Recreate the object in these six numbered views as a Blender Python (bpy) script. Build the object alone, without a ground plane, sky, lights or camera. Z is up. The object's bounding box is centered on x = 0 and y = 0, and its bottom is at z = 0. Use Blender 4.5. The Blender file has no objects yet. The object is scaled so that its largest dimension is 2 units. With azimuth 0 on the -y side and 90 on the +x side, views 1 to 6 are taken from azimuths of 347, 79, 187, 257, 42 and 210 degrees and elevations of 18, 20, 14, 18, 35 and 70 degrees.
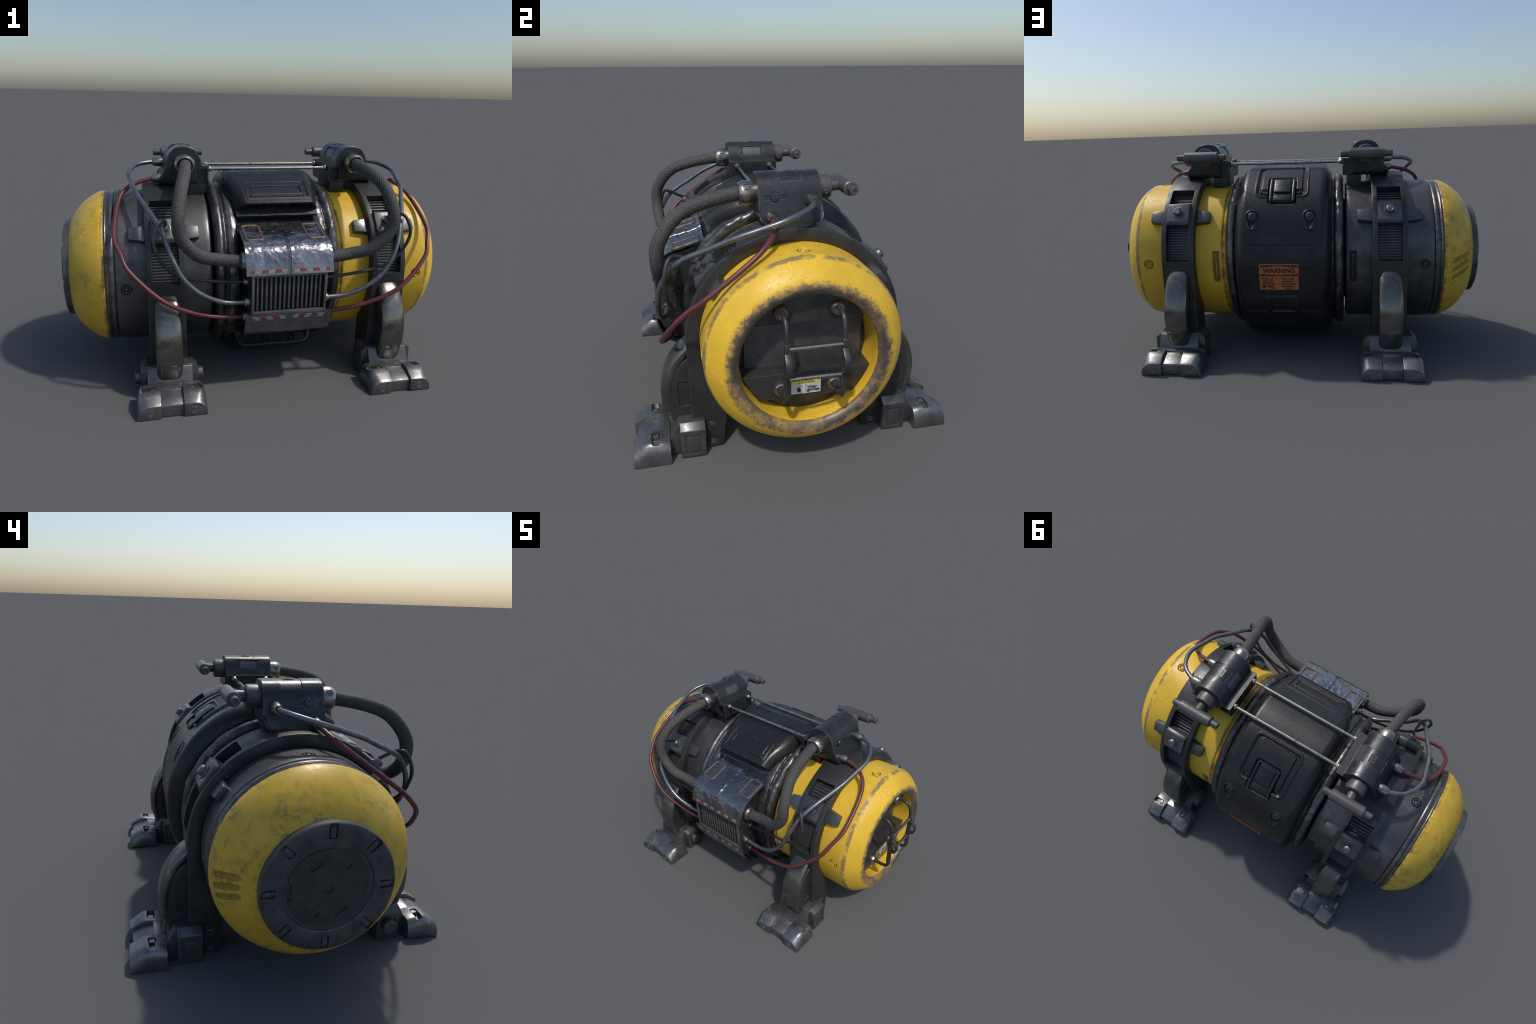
import bpy, bmesh, math
import numpy as np
from mathutils import Vector, Matrix

CZ = 0.51        # height of the barrel axis
XM = 0.033       # mirror plane of the two valve blocks / supports
R_BARREL = 0.390
R_SHELL = 0.497
RNG = np.random.RandomState(7)

# ------------------------------------------------------------------ utilities
MIRROR = False
scene_coll = bpy.context.scene.collection


def link(ob, parent=None):
    scene_coll.objects.link(ob)
    if parent is not None:
        ob.parent = parent
    return ob


def finish_mesh(me, mat, angle=35):
    if mat is not None:
        me.materials.append(mat)
    me.shade_smooth()
    me.set_sharp_from_angle(angle=math.radians(angle))
    me.update()


def new_obj(name, verts, faces, mat, parent, angle=35, recalc=True, bevel=0, segs=2, bevel_angle=25):
    bm = bmesh.new()
    vs = [bm.verts.new(v) for v in verts]
    for f in faces:
        try:
            bm.faces.new([vs[i] for i in f])
        except ValueError:
            pass
    return bm_obj(name, bm, mat, parent, angle, recalc, bevel, segs, bevel_angle)


def bm_obj(name, bm, mat, parent, angle=35, recalc=True, bevel=0, segs=2, bevel_angle=25):
    bm.normal_update()
    if recalc:
        bmesh.ops.recalc_face_normals(bm, faces=bm.faces[:])
    if bevel:
        ed = [e for e in bm.edges if len(e.link_faces) == 2 and e.calc_face_angle(0) > math.radians(bevel_angle)]
        bmesh.ops.bevel(bm, geom=ed, offset=bevel, segments=segs, profile=0.5, affect='EDGES', clamp_overlap=True)
    if MIRROR:
        for v in bm.verts:
            v.co.x = 2 * XM - v.co.x
        bmesh.ops.reverse_faces(bm, faces=bm.faces[:])
    me = bpy.data.meshes.new(name)
    bm.to_mesh(me)
    bm.free()
    finish_mesh(me, mat, angle)
    return link(bpy.data.objects.new(name, me), parent)


def instance(src, parent, mat4=None):
    ob = src.copy()
    link(ob)
    ob.parent = parent
    if mat4 is not None:
        ob.matrix_local = mat4
    return ob


def grid_obj(name, P, mat, parent, close_v=False, angle=40, flip=False):
    """P: (nu, nv, 3) array of points."""
    nu, nv = P.shape[:2]
    P = P.copy()
    if MIRROR:
        P[..., 0] = 2 * XM - P[..., 0]
        flip = not flip
    iu = np.arange(nu - 1)[:, None]
    jv = np.arange(nv if close_v else nv - 1)[None, :]
    j2 = (jv + 1) % nv
    a = iu * nv + jv
    b = iu * nv + j2
    c = (iu + 1) * nv + j2
    d = (iu + 1) * nv + jv
    q = np.stack([a, b, c, d], -1).reshape(-1, 4)
    if flip:
        q = q[:, ::-1]
    me = bpy.data.meshes.new(name)
    me.vertices.add(nu * nv)
    me.vertices.foreach_set('co', P.reshape(-1).astype(np.float32))
    me.loops.add(q.size)
    me.loops.foreach_set('vertex_index', q.reshape(-1).astype(np.int32))
    me.polygons.add(len(q))
    me.polygons.foreach_set('loop_start', (np.arange(len(q)) * 4).astype(np.int32))
    me.polygons.foreach_set('loop_total', np.full(len(q), 4, np.int32))
    me.update(calc_edges=True)
    me.validate()
    finish_mesh(me, mat, angle)
    return link(bpy.data.objects.new(name, me), parent)


def box_bm(lo, hi):
    bm = bmesh.new()
    x0, y0, z0 = lo
    x1, y1, z1 = hi
    v = [bm.verts.new(p) for p in [(x0, y0, z0), (x1, y0, z0), (x1, y1, z0), (x0, y1, z0), (x0, y0, z1), (x1, y0, z1), (x1, y1, z1), (x0, y1, z1)]]
    for f in [(0, 3, 2, 1), (4, 5, 6, 7), (0, 1, 5, 4), (1, 2, 6, 5), (2, 3, 7, 6), (3, 0, 4, 7)]:
        bm.faces.new([v[i] for i in f])
    return bm


def box(name, lo, hi, mat, parent, bevel=0.003, segs=2):
    return bm_obj(name, box_bm(lo, hi), mat, parent, bevel=bevel, segs=segs)


def prism_bm(poly, axis, lo, hi):
    """Extrude a polygon given in the plane normal to axis ('x': (y,z), 'y': (x,z), 'z': (x,y))."""
    def pt(p, w):
        if axis == 'x':
            return (w, p[0], p[1])
        if axis == 'y':
            return (p[0], w, p[1])
        return (p[0], p[1], w)
    bm = bmesh.new()
    a = [bm.verts.new(pt(p, lo)) for p in poly]
    b = [bm.verts.new(pt(p, hi)) for p in poly]
    n = len(poly)
    bm.faces.new(a)
    bm.faces.new(b[::-1])
    for i in range(n):
        bm.faces.new([a[i], b[i], b[(i + 1) % n], a[(i + 1) % n]])
    bmesh.ops.recalc_face_normals(bm, faces=bm.faces[:])
    return bm


def prism(name, poly, axis, lo, hi, mat, parent, bevel=0.003, segs=2, angle=35):
    return bm_obj(name, prism_bm(poly, axis, lo, hi), mat, parent, bevel=bevel, segs=segs, angle=angle)


def frame_to(origin, direction):
    """Matrix whose local z runs along direction."""
    d = Vector(direction).normalized()
    q = d.to_track_quat('Z', 'Y')
    return Matrix.Translation(Vector(origin)) @ q.to_matrix().to_4x4()


def lathe_bm(profile, n=32, mat4=None):
    """profile: list of (radius, height) from bottom to top, revolved about local z."""
    bm = bmesh.new()
    rings = []
    for r, h in profile:
        if r < 1e-6:
            rings.append([bm.verts.new((0, 0, h))])
        else:
            rings.append([bm.verts.new((r * math.cos(2 * math.pi * i / n), r * math.sin(2 * math.pi * i / n), h)) for i in range(n)])
    for a, b in zip(rings, rings[1:]):
        for i in range(n):
            j = (i + 1) % n
            if len(a) == 1 and len(b) == 1:
                continue
            if len(a) == 1:
                bm.faces.new([a[0], b[i], b[j]])
            elif len(b) == 1:
                bm.faces.new([a[i], b[0], a[j]])
            else:
                bm.faces.new([a[i], b[i], b[j], a[j]])
    if len(rings[0]) > 1:
        bm.faces.new(rings[0])
    if len(rings[-1]) > 1:
        bm.faces.new(rings[-1][::-1])
    bmesh.ops.recalc_face_normals(bm, faces=bm.faces[:])
    if mat4 is not None:
        bmesh.ops.transform(bm, matrix=mat4, verts=bm.verts[:])
    return bm


def lathe(name, profile, mat, parent, origin=(0, 0, 0), direction=(0, 0, 1), n=32, angle=30):
    return bm_obj(name, lathe_bm(profile, n, frame_to(origin, direction)), mat, parent, recalc=False, angle=angle)


def rod_profile(r, h, b=0.002, h0=0.0):
    return [(0, h0), (r - b, h0), (r, h0 + b), (r, h - b), (r - b, h), (0, h)]


def rod(name, p0, p1, r, mat, parent, b=0.002, n=24):
    d = Vector(p1) - Vector(p0)
    return lathe(name, rod_profile(r, d.length, b), mat, parent, p0, d, n)


def catmull(P, n):
    P = np.array(P, float)
    Q = np.vstack([2 * P[0] - P[1], P, 2 * P[-1] - P[-2]])
    t = np.linspace(0, len(P) - 1 - 1e-9, n)
    i = t.astype(int)
    f = (t - i)[:, None]
    a, b, c, d = Q[i], Q[i + 1], Q[i + 2], Q[i + 3]
    C = .5 * (2 * b + (c - a) * f + (2 * a - 5 * b + 4 * c - d) * f ** 2 + (3 * b - a - 3 * c + d) * f ** 3)
    s = np.r_[0, np.cumsum(np.linalg.norm(np.diff(C, axis=0), axis=1))]
    u = np.linspace(0, s[-1], n)
    return np.stack([np.interp(u, s, C[:, k]) for k in range(C.shape[1])], 1)


def smooth_path(C, k=5):
    for _ in range(k):
        C[1:-1] = .25 * C[:-2] + .5 * C[1:-1] + .25 * C[2:]
    return C


def tube(name, pts, radius, mat, parent, n=160, sides=20, braid=None, smooth=4):
    C = smooth_path(catmull(pts, n), smooth)
    T = np.gradient(C, axis=0)
    T /= np.linalg.norm(T, axis=1)[:, None]
    N = np.zeros_like(C)
    v = np.cross(T[0], [0.3, 0.2, 1.0])
    N[0] = v / np.linalg.norm(v)
    for i in range(1, n):
        v = N[i - 1] - T[i] * (N[i - 1] @ T[i])
        N[i] = v / np.linalg.norm(v)
    B = np.cross(T, N)
    ph = np.arange(sides) * 2 * np.pi / sides
    s = np.r_[0, np.cumsum(np.linalg.norm(np.diff(C, axis=0), axis=1))]
    rr = np.full((n, sides), radius)
    if braid:
        pitch, strands, amp = braid
        a = strands * ph[None, :]
        b = s[:, None] * 2 * np.pi / pitch
        w1 = np.abs(np.sin(.5 * (a + b)))
        w2 = np.abs(np.sin(.5 * (a - b)))
        rr = radius + amp * (np.maximum(w1, w2) - .8)
    P = C[:, None, :] + rr[..., None] * (np.cos(ph)[None, :, None] * N[:, None, :] + np.sin(ph)[None, :, None] * B[:, None, :])
    # closed ends
    P = np.concatenate([np.repeat(C[:1, None, :], sides, 1), P, np.repeat(C[-1:, None, :], sides, 1)], 0)
    return grid_obj(name, P, mat, parent, close_v=True, angle=80)


def apply_mods(ob, angle=35):
    dg = bpy.context.evaluated_depsgraph_get()
    me = bpy.data.meshes.new_from_object(ob.evaluated_get(dg))
    ob.modifiers.clear()
    old = ob.data
    ob.data = me
    bpy.data.meshes.remove(old)
    me.shade_smooth()
    me.set_sharp_from_angle(angle=math.radians(angle))


def cut(ob, cutters, angle=35):
    """Boolean difference with a list of helper objects, which are removed."""
    for c in cutters:
        m = ob.modifiers.new('cut', 'BOOLEAN')
        m.object = c
        m.operation = 'DIFFERENCE'
        m.solver = 'EXACT'
    bpy.context.view_layer.update()
    apply_mods(ob, angle)
    for c in cutters:
        bpy.data.objects.remove(c)


def rounded_rect(cx, cy, hx, hy, r, n=5):
    pts = []
    for sx, sy, a0 in [(1, 1, 0), (-1, 1, 90), (-1, -1, 180), (1, -1, 270)]:
        for k in range(n + 1):
            a = math.radians(a0 + 90 * k / n)
            pts.append((cx + sx * (hx - r) + r * math.cos(a), cy + sy * (hy - r) + r * math.sin(a)))
    return pts


def wrap_bm(bm, a_deg, R, seg=0.012):
    """Bend geometry built in (x, arc, height) onto the barrel: arc runs along the circle of radius R at angle a_deg."""
    vs = [v.co.y for v in bm.verts]
    lo, hi = min(vs), max(vs)
    k = int((hi - lo) / seg)
    for i in range(1, k + 1):
        y = lo + (hi - lo) * i / (k + 1)
        bmesh.ops.bisect_plane(bm, geom=bm.verts[:] + bm.edges[:] + bm.faces[:], plane_co=(0, y, 0), plane_no=(0, 1, 0))
    for v in bm.verts:
        u, s, h = v.co
        a = math.radians(a_deg) + s / R
        v.co = (u, (R + h) * math.cos(a), CZ + (R + h) * math.sin(a))
    bmesh.ops.reverse_faces(bm, faces=bm.faces[:])     # the mapping is left-handed
    bm.normal_update()
    return bm


def wrapped(name, bm, a_deg, R, mat, parent, bevel=0, segs=2, angle=35, seg=0.012):
    if bevel:
        bmesh.ops.recalc_face_normals(bm, faces=bm.faces[:])
        ed = [e for e in bm.edges if len(e.link_faces) == 2 and e.calc_face_angle(0) > math.radians(25)]
        bmesh.ops.bevel(bm, geom=ed, offset=bevel, segments=segs, profile=.5, affect='EDGES', clamp_overlap=True)
    wrap_bm(bm, a_deg, R, seg)
    return bm_obj(name, bm, mat, parent, angle=angle)


def sstep(e0, e1, x):
    t = np.clip((x - e0) / (e1 - e0), 0, 1)
    return t * t * (3 - 2 * t)


def sd_box(u, v, cu, cv, hu, hv, r=0.0):
    qx = np.abs(u - cu) - hu + r
    qy = np.abs(v - cv) - hv + r
    return np.hypot(np.maximum(qx, 0), np.maximum(qy, 0)) + np.minimum(np.maximum(qx, qy), 0) - r


PERM = np.random.RandomState(11).rand(64, 64, 64)


def vnoise(p, scale):
    q = p * scale
    i = np.floor(q).astype(int)
    f = q - i
    f = f * f * (3 - 2 * f)
    out = 0
    for dx in (0, 1):
        for dy in (0, 1):
            for dz in (0, 1):
                w = (f[..., 0] if dx else 1 - f[..., 0]) * (f[..., 1] if dy else 1 - f[..., 1]) * (f[..., 2] if dz else 1 - f[..., 2])
                out = out + w * PERM[(i[..., 0] + dx) % 64, (i[..., 1] + dy) % 64, (i[..., 2] + dz) % 64]
    return out - 0.5


def fbm(p, scale, octaves=3):
    return sum(vnoise(p + 3.7 * k, scale * 2 ** k) / 2 ** k for k in range(octaves))


# ------------------------------------------------------------------ materials
class Nodes:
    def __init__(self, name):
        self.mat = bpy.data.materials.new(name)
        self.mat.use_nodes = True
        self.t = self.mat.node_tree
        self.t.nodes.clear()
        self.out = self.n('ShaderNodeOutputMaterial')
        self.bsdf = self.n('ShaderNodeBsdfPrincipled')
        self.l(self.bsdf.outputs[0], self.out.inputs[0])
        tc = self.n('ShaderNodeTexCoord')
        info = self.n('ShaderNodeObjectInfo')
        sc = self.math('MULTIPLY', info.outputs['Random'], 0.0)
        self.co = tc.outputs['Object']

    def n(self, kind, **kw):
        nd = self.t.nodes.new(kind)
        for k, v in kw.items():
            setattr(nd, k, v)
        return nd

    def l(self, a, b):
        self.t.links.new(a, b)

    def put(self, sock, v):
        if hasattr(v, 'links') or isinstance(v, bpy.types.NodeSocket):
            self.l(v, sock)
        elif isinstance(v, (tuple, list)):
            sock.default_value = tuple(v) + ((1,) if len(v) == 3 and sock.type == 'RGBA' else ())
        else:
            sock.default_value = v

    def math(self, op, a, b=0.0, clamp=False):
        m = self.n('ShaderNodeMath', operation=op, use_clamp=clamp)
        self.put(m.inputs[0], a)
        self.put(m.inputs[1], b)
        return m.outputs[0]

    def noise(self, scale, detail=5, rough=0.6, dist=0.0, stretch=None):
        nz = self.n('ShaderNodeTexNoise')
        nz.inputs['Scale'].default_value = scale
        nz.inputs['Detail'].default_value = detail
        nz.inputs['Roughness'].default_value = rough
        nz.inputs['Distortion'].default_value = dist
        co = self.co
        if stretch:
            mp = self.n('ShaderNodeMapping')
            mp.inputs['Scale'].default_value = stretch
            self.l(co, mp.inputs['Vector'])
            co = mp.outputs[0]
        self.l(co, nz.inputs['Vector'])
        return nz.outputs['Fac']

    def ramp(self, v, lo, hi, a=0.0, b=1.0):
        m = self.n('ShaderNodeMapRange', interpolation_type='SMOOTHSTEP')
        self.put(m.inputs['Value'], v)
        m.inputs['From Min'].default_value = lo
        m.inputs['From Max'].default_value = hi
        m.inputs['To Min'].default_value = a
        m.inputs['To Max'].default_value = b
        return m.outputs['Result']

    def mix(self, fac, a, b):
        m = self.n('ShaderNodeMix', data_type='RGBA')
        self.put(m.inputs['Factor'], fac)
        self.put(m.inputs['A'], a)
        self.put(m.inputs['B'], b)
        # color sockets are the later ones of the node
        return m.outputs['Result']

    def mixc(self, fac, a, b):
        m = self.n('ShaderNodeMix', data_type='RGBA')
        self.put(m.inputs[0], fac)
        self.put(m.inputs[6], a)
        self.put(m.inputs[7], b)
        return m.outputs[2]

    def edge(self, radius, lo=0.02, hi=0.12):
        """1 on sharp convex or concave edges, from the Bevel node."""
        bv = self.n('ShaderNodeBevel', samples=4)
        bv.inputs['Radius'].default_value = radius
        ge = self.n('ShaderNodeNewGeometry')
        vm = self.n('ShaderNodeVectorMath', operation='DOT_PRODUCT')
        self.l(bv.outputs[0], vm.inputs[0])
        self.l(ge.outputs['Normal'], vm.inputs[1])
        d = self.math('SUBTRACT', 1.0, vm.outputs['Value'])
        return self.ramp(d, lo, hi)

    def bump(self, height, strength=0.3, dist=0.002):
        b = self.n('ShaderNodeBump')
        b.inputs['Strength'].default_value = strength
        b.inputs['Distance'].default_value = dist
        self.put(b.inputs['Height'], height)
        self.l(b.outputs[0], self.bsdf.inputs['Normal'])

    def done(self, color, rough, metal=0.0, spec=0.5):
        self.put(self.bsdf.inputs['Base Color'], color)
        self.put(self.bsdf.inputs['Roughness'], rough)
        self.put(self.bsdf.inputs['Metallic'], metal)
        self.bsdf.inputs['Specular IOR Level'].default_value = spec
        return self.mat


def scaled(c, k):
    return tuple(x * k for x in c)


def metal_material(name, col, rough=0.42, metal=0.7, var=0.35, edge_col=None, edge_amt=0.6, blotch=None, bump=0.15, scale=9, spec=0.5):
    m = Nodes(name)
    big = m.noise(scale, 6, 0.65)
    fine = m.noise(scale * 9, 4, 0.6)
    c = m.mixc(m.ramp(big, 0.3, 0.7), scaled(col, 1 - var), scaled(col, 1 + var))
    if blotch:
        bcol, amount = blotch
        msk = m.ramp(m.noise(scale * .7 + 2, 8, 0.72, 0.4), 0.62 - amount, 0.72 - amount)
        c = m.mixc(m.math('MULTIPLY', msk, 0.85), c, bcol)
    c = m.mixc(m.math('MULTIPLY', m.ramp(fine, 0.5, 0.75), 0.25), c, scaled(col, 1.6))
    if edge_col:
        e = m.math('MULTIPLY', m.edge(0.004), m.ramp(m.noise(scale * 4, 5, 0.7), 0.3, 0.6))
        c = m.mixc(m.math('MULTIPLY', e, edge_amt), c, edge_col)
    r = m.math('ADD', m.ramp(fine, 0.3, 0.7, -0.07, 0.07), m.ramp(big, 0.3, 0.7, rough + 0.08, rough - 0.08))
    if bump:
        m.bump(m.math('ADD', m.math('MULTIPLY', big, 0.6), m.math('MULTIPLY', fine, 0.4)), bump, 0.003)
    return m.done(c, r, metal, spec)


def yellow_material():
    m = Nodes('yellow_paint')
    sep = m.n('ShaderNodeSeparateXYZ')
    m.l(m.co, sep.inputs[0])
    x, y, z = sep.outputs
    dz = m.math('SUBTRACT', z, CZ)
    rad = m.math('SQRT', m.math('ADD', m.math('MULTIPLY', y, y), m.math('MULTIPLY', dz, dz)))
    n_big = m.noise(6, 7, 0.62)
    n_mid = m.noise(22, 8, 0.75, 0.3)
    n_fine = m.noise(95, 5, 0.7)
    n_str = m.noise(40, 6, 0.7, 0.2, (0.35, 1, 1))
    base = m.mixc(m.ramp(n_big, 0.3, 0.7), (0.69, 0.425, 0.030), (0.84, 0.53, 0.046))
    base = m.mixc(m.math('MULTIPLY', m.ramp(n_mid, 0.52, 0.72), 0.35), base, (0.50, 0.31, 0.045))
    # dirt flecks in patches
    fleck = m.math('MULTIPLY', m.ramp(n_fine, 0.53, 0.66), m.ramp(n_big, 0.47, 0.66))
    base = m.mixc(m.math('MULTIPLY', fleck, 0.6), base, (0.20, 0.14, 0.045))
    # domed end toned down to olive, with broad darker patches
    dome = m.math('LESS_THAN', x, -0.5)
    patch = m.math('MULTIPLY', m.math('MULTIPLY', m.ramp(n_mid, 0.46, 0.66), m.ramp(m.noise(4.2, 4, 0.55), 0.42, 0.58)), dome)
    base = m.mixc(m.math('MULTIPLY', dome, m.ramp(n_mid, 0.3, 0.7, 0.10, 0.42)), base, (0.40, 0.285, 0.055))
    base = m.mixc(m.math('MULTIPLY', patch, 0.75), base, (0.20, 0.15, 0.065))
    rust = m.mixc(m.ramp(n_mid, 0.35, 0.65), (0.115, 0.085, 0.07), (0.23, 0.155, 0.085))
    # worn mouth of the open end: a ring around the crest
    jag = m.math('MULTIPLY', m.math('SUBTRACT', n_mid, 0.5), 0.042)
    jag2 = m.math('MULTIPLY', m.math('SUBTRACT', n_fine, 0.5), 0.05)
    rr = m.math('ADD', rad, m.math('ADD', jag, jag2))
    ring = m.math('MULTIPLY', m.ramp(rr, 0.326, 0.305), m.math('GREATER_THAN', x, 0.888))
    base = m.mixc(m.math('MULTIPLY', ring, m.ramp(n_mid, 0.62, 0.42, 0.66, 0.96)), base, rust)
    bare = m.math('MULTIPLY', m.math('MULTIPLY', m.ramp(m.math('ABSOLUTE', m.math('SUBTRACT', rr, 0.285)), 0.022, 0.006), m.math('GREATER_THAN', x, 0.885)), m.ramp(n_big, 0.35, 0.55))
    base = m.mixc(m.math('MULTIPLY', bare, 0.8), base, (0.135, 0.13, 0.135))
    # worn shoulder line
    xs = m.math('ABSOLUTE', m.math('SUBTRACT', m.math('ADD', x, m.math('MULTIPLY', m.math('SUBTRACT', n_str, 0.5), 0.03)), 0.829))
    shoulder = m.math('MULTIPLY', m.math('MULTIPLY', m.ramp(xs, 0.0145, 0.006), m.ramp(m.noise(9, 4, 0.6), 0.36, 0.52)), m.math('GREATER_THAN', rad, 0.35))
    base = m.mixc(m.math('MULTIPLY', shoulder, 0.85), base, (0.205, 0.145, 0.085))
    # grime at the seam edges
    s1 = m.math('ABSOLUTE', m.math('SUBTRACT', x, 0.352))
    s2 = m.math('ABSOLUTE', m.math('ADD', x, 0.802))
    sm = m.math('MAXIMUM', m.ramp(s1, 0.018, 0.008), m.ramp(s2, 0.012, 0.004))
    base = m.mixc(m.math('MULTIPLY', m.math('MULTIPLY', sm, m.ramp(n_mid, 0.35, 0.6)), 0.8), base, (0.11, 0.085, 0.06))
    worn = m.math('MAXIMUM', ring, shoulder)
    m.bump(m.math('ADD', m.math('MULTIPLY', n_mid, 0.5), m.math('MULTIPLY', n_fine, 0.5)), 0.18, 0.002)
    metal = m.math('MULTIPLY', bare, 0.7)
    return m.done(base, m.math('ADD', 0.40, m.math('ADD', m.math('MULTIPLY', worn, 0.05), m.ramp(n_mid, 0.3, 0.7, -0.05, 0.1))), metal, 0.45)


def plain_material(name, col, rough=0.5, metal=0.0, var=0.12, scale=30, bump=0.0, spec=0.5):
    m = Nodes(name)
    nz = m.noise(scale, 5, 0.65)
    c = m.mixc(m.ramp(nz, 0.3, 0.7), scaled(col, 1 - var), scaled(col, 1 + var))
    if bump:
        m.bump(nz, bump, 0.002)
    return m.done(c, rough, metal, spec)


def hood_material():
    m = Nodes('beaten_steel_sheet')
    big = m.noise(7, 6, 0.6)
    fine = m.noise(55, 5, 0.65)
    pits = m.ramp(m.noise(30, 7, 0.72, 0.5), 0.58, 0.70)
    c = m.mixc(m.ramp(big, 0.3, 0.7), (0.19, 0.19, 0.20), (0.31, 0.31, 0.32))
    c = m.mixc(m.math('MULTIPLY', pits, 0.5), c, (0.09, 0.08, 0.08))
    m.bump(m.math('ADD', m.math('MULTIPLY', m.noise(26, 4, 0.55), 1.0), m.math('MULTIPLY', fine, 0.25)), 0.35, 0.004)
    return m.done(c, m.ramp(fine, 0.3, 0.7, 0.20, 0.32), 0.95)


DARK = (0.052, 0.052, 0.054)
EDGE = (0.27, 0.265, 0.26)
M_YELLOW = yellow_material()
M_BARREL = metal_material('gunmetal_barrel', (0.105, 0.104, 0.104), 0.42, 0.65, 0.3, EDGE, 0.5, None, 0.10)
M_STRAP = metal_material('dark_strap_metal', (0.052, 0.052, 0.053), 0.46, 0.5, 0.25, EDGE, 0.75, None, 0.10)
M_SHELL = metal_material('black_casing', (0.021, 0.021, 0.022), 0.36, 0.25, 0.3, (0.12, 0.12, 0.12), 0.35, ((0.040, 0.039, 0.038), 0.05), 0.10)
M_BLOCK = metal_material('valve_block_metal', (0.048, 0.051, 0.054), 0.36, 0.55, 0.25, EDGE, 0.8, None, 0.08)
M_FOOT = metal_material('worn_foot_steel', (0.20, 0.198, 0.196), 0.38, 0.8, 0.3, (0.36, 0.36, 0.35), 0.6, ((0.085, 0.082, 0.08), 0.03), 0.14, 12)
M_ANKLE = metal_material('ankle_steel', (0.125, 0.125, 0.127), 0.40, 0.7, 0.25, (0.30, 0.30, 0.30), 0.6, None, 0.10, 12)
M_FENDER = metal_material('polished_fender_steel', (0.165, 0.160, 0.143), 0.27, 0.85, 0.3, None, 0, ((0.105, 0.102, 0.080), 0.02), 0.05, 8)
M_STEEL = metal_material('bare_steel', (0.34, 0.315, 0.28), 0.30, 0.95, 0.25, None, 0, ((0.20, 0.18, 0.15), 0.05), 0.12, 30)
M_ROD = metal_material('bright_rod_steel', (0.45, 0.43, 0.36), 0.26, 0.95, 0.25, None, 0, ((0.19, 0.175, 0.13), 0.08), 0.1, 30)
M_PIPE = metal_material('grey_pipe_metal', (0.19, 0.20, 0.22), 0.34, 0.75, 0.25, None, 0, ((0.12, 0.12, 0.13), 0.05), 0.12, 25)
M_TEE = metal_material('cast_tee_metal', (0.115, 0.108, 0.107), 0.48, 0.45, 0.2, (0.25, 0.24, 0.24), 0.4, None, 0.1, 14)
M_GRILLE = metal_material('grille_metal', (0.135, 0.132, 0.128), 0.48, 0.5, 0.25, None, 0, None, 0.08, 20)
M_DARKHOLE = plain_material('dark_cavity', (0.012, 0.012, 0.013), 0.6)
M_HOSE = plain_material('braided_sleeve', (0.062, 0.057, 0.055), 0.62, 0.0, 0.2, 60)
M_RED = plain_material('red_rubber_hose', (0.128, 0.030, 0.036), 0.38, 0.0, 0.15, 60, 0.05)
M_CABLE = plain_material('dark_cable', (0.045, 0.046, 0.050), 0.45, 0.2, 0.2, 50)
M_HOOD = hood_material()
M_DRUM = metal_material('dented_drum_metal', (0.125, 0.120, 0.118), 0.36, 0.8, 0.4, None, 0, ((0.085, 0.062, 0.052), 0.03), 0.45, 12)
M_RUST = metal_material('rusty_bead', (0.135, 0.098, 0.082), 0.52, 0.4, 0.3, None, 0, None, 0.1, 25)
M_RINGMETAL = metal_material('seam_ring_metal', (0.16, 0.15, 0.145), 0.34, 0.8, 0.4, None, 0, ((0.08, 0.06, 0.045), 0.06), 0.1, 25)
M_PLATE = metal_material('end_plate_metal', (0.095, 0.097, 0.102), 0.42, 0.55, 0.25, (0.28, 0.28, 0.29), 0.6, None, 0.1, 16)
M_DISC = metal_material('end_disc_metal', (0.062, 0.062, 0.064), 0.46, 0.4, 0.2, (0.16, 0.16, 0.17), 0.4, None, 0.08, 16)
M_PANEL = metal_material('bay_panel_metal', (0.105, 0.105, 0.11), 0.42, 0.5, 0.25, (0.22, 0.22, 0.22), 0.5, None, 0.08, 14)
M_BAY = metal_material('bay_bar_metal', (0.060, 0.058, 0.057), 0.44, 0.5, 0.3, (0.2, 0.2, 0.2), 0.5, None, 0.08, 14)
M_GROOVEYELLOW = plain_material('dark_yellow_groove', (0.20, 0.135, 0.025), 0.55, 0, 0.3, 60)
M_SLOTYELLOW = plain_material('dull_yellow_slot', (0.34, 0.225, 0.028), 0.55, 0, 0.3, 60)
M_SLAT = metal_material('slat_metal', (0.105, 0.105, 0.105), 0.45, 0.5, 0.25, None, 0, None, 0.05, 20)
M_ORANGE = plain_material('orange_label_print', (0.50, 0.135, 0.035), 0.55, 0, 0.25, 45)
M_BLACKPRINT = plain_material('black_print', (0.022, 0.020, 0.020), 0.55)
M_WHITE = plain_material('white_label_print', (0.55, 0.55, 0.54), 0.5, 0, 0.12, 50)
M_LABELYELLOW = plain_material('yellow_label_print', (0.62, 0.55, 0.05), 0.5, 0, 0.15, 60)
M_TAPERED = plain_material('red_tape', (0.24, 0.050, 0.055), 0.45, 0.3, 0.45, 90)
M_TAPEWHITE = plain_material('white_tape', (0.27, 0.27, 0.28), 0.45, 0.3, 0.5, 120)

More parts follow.
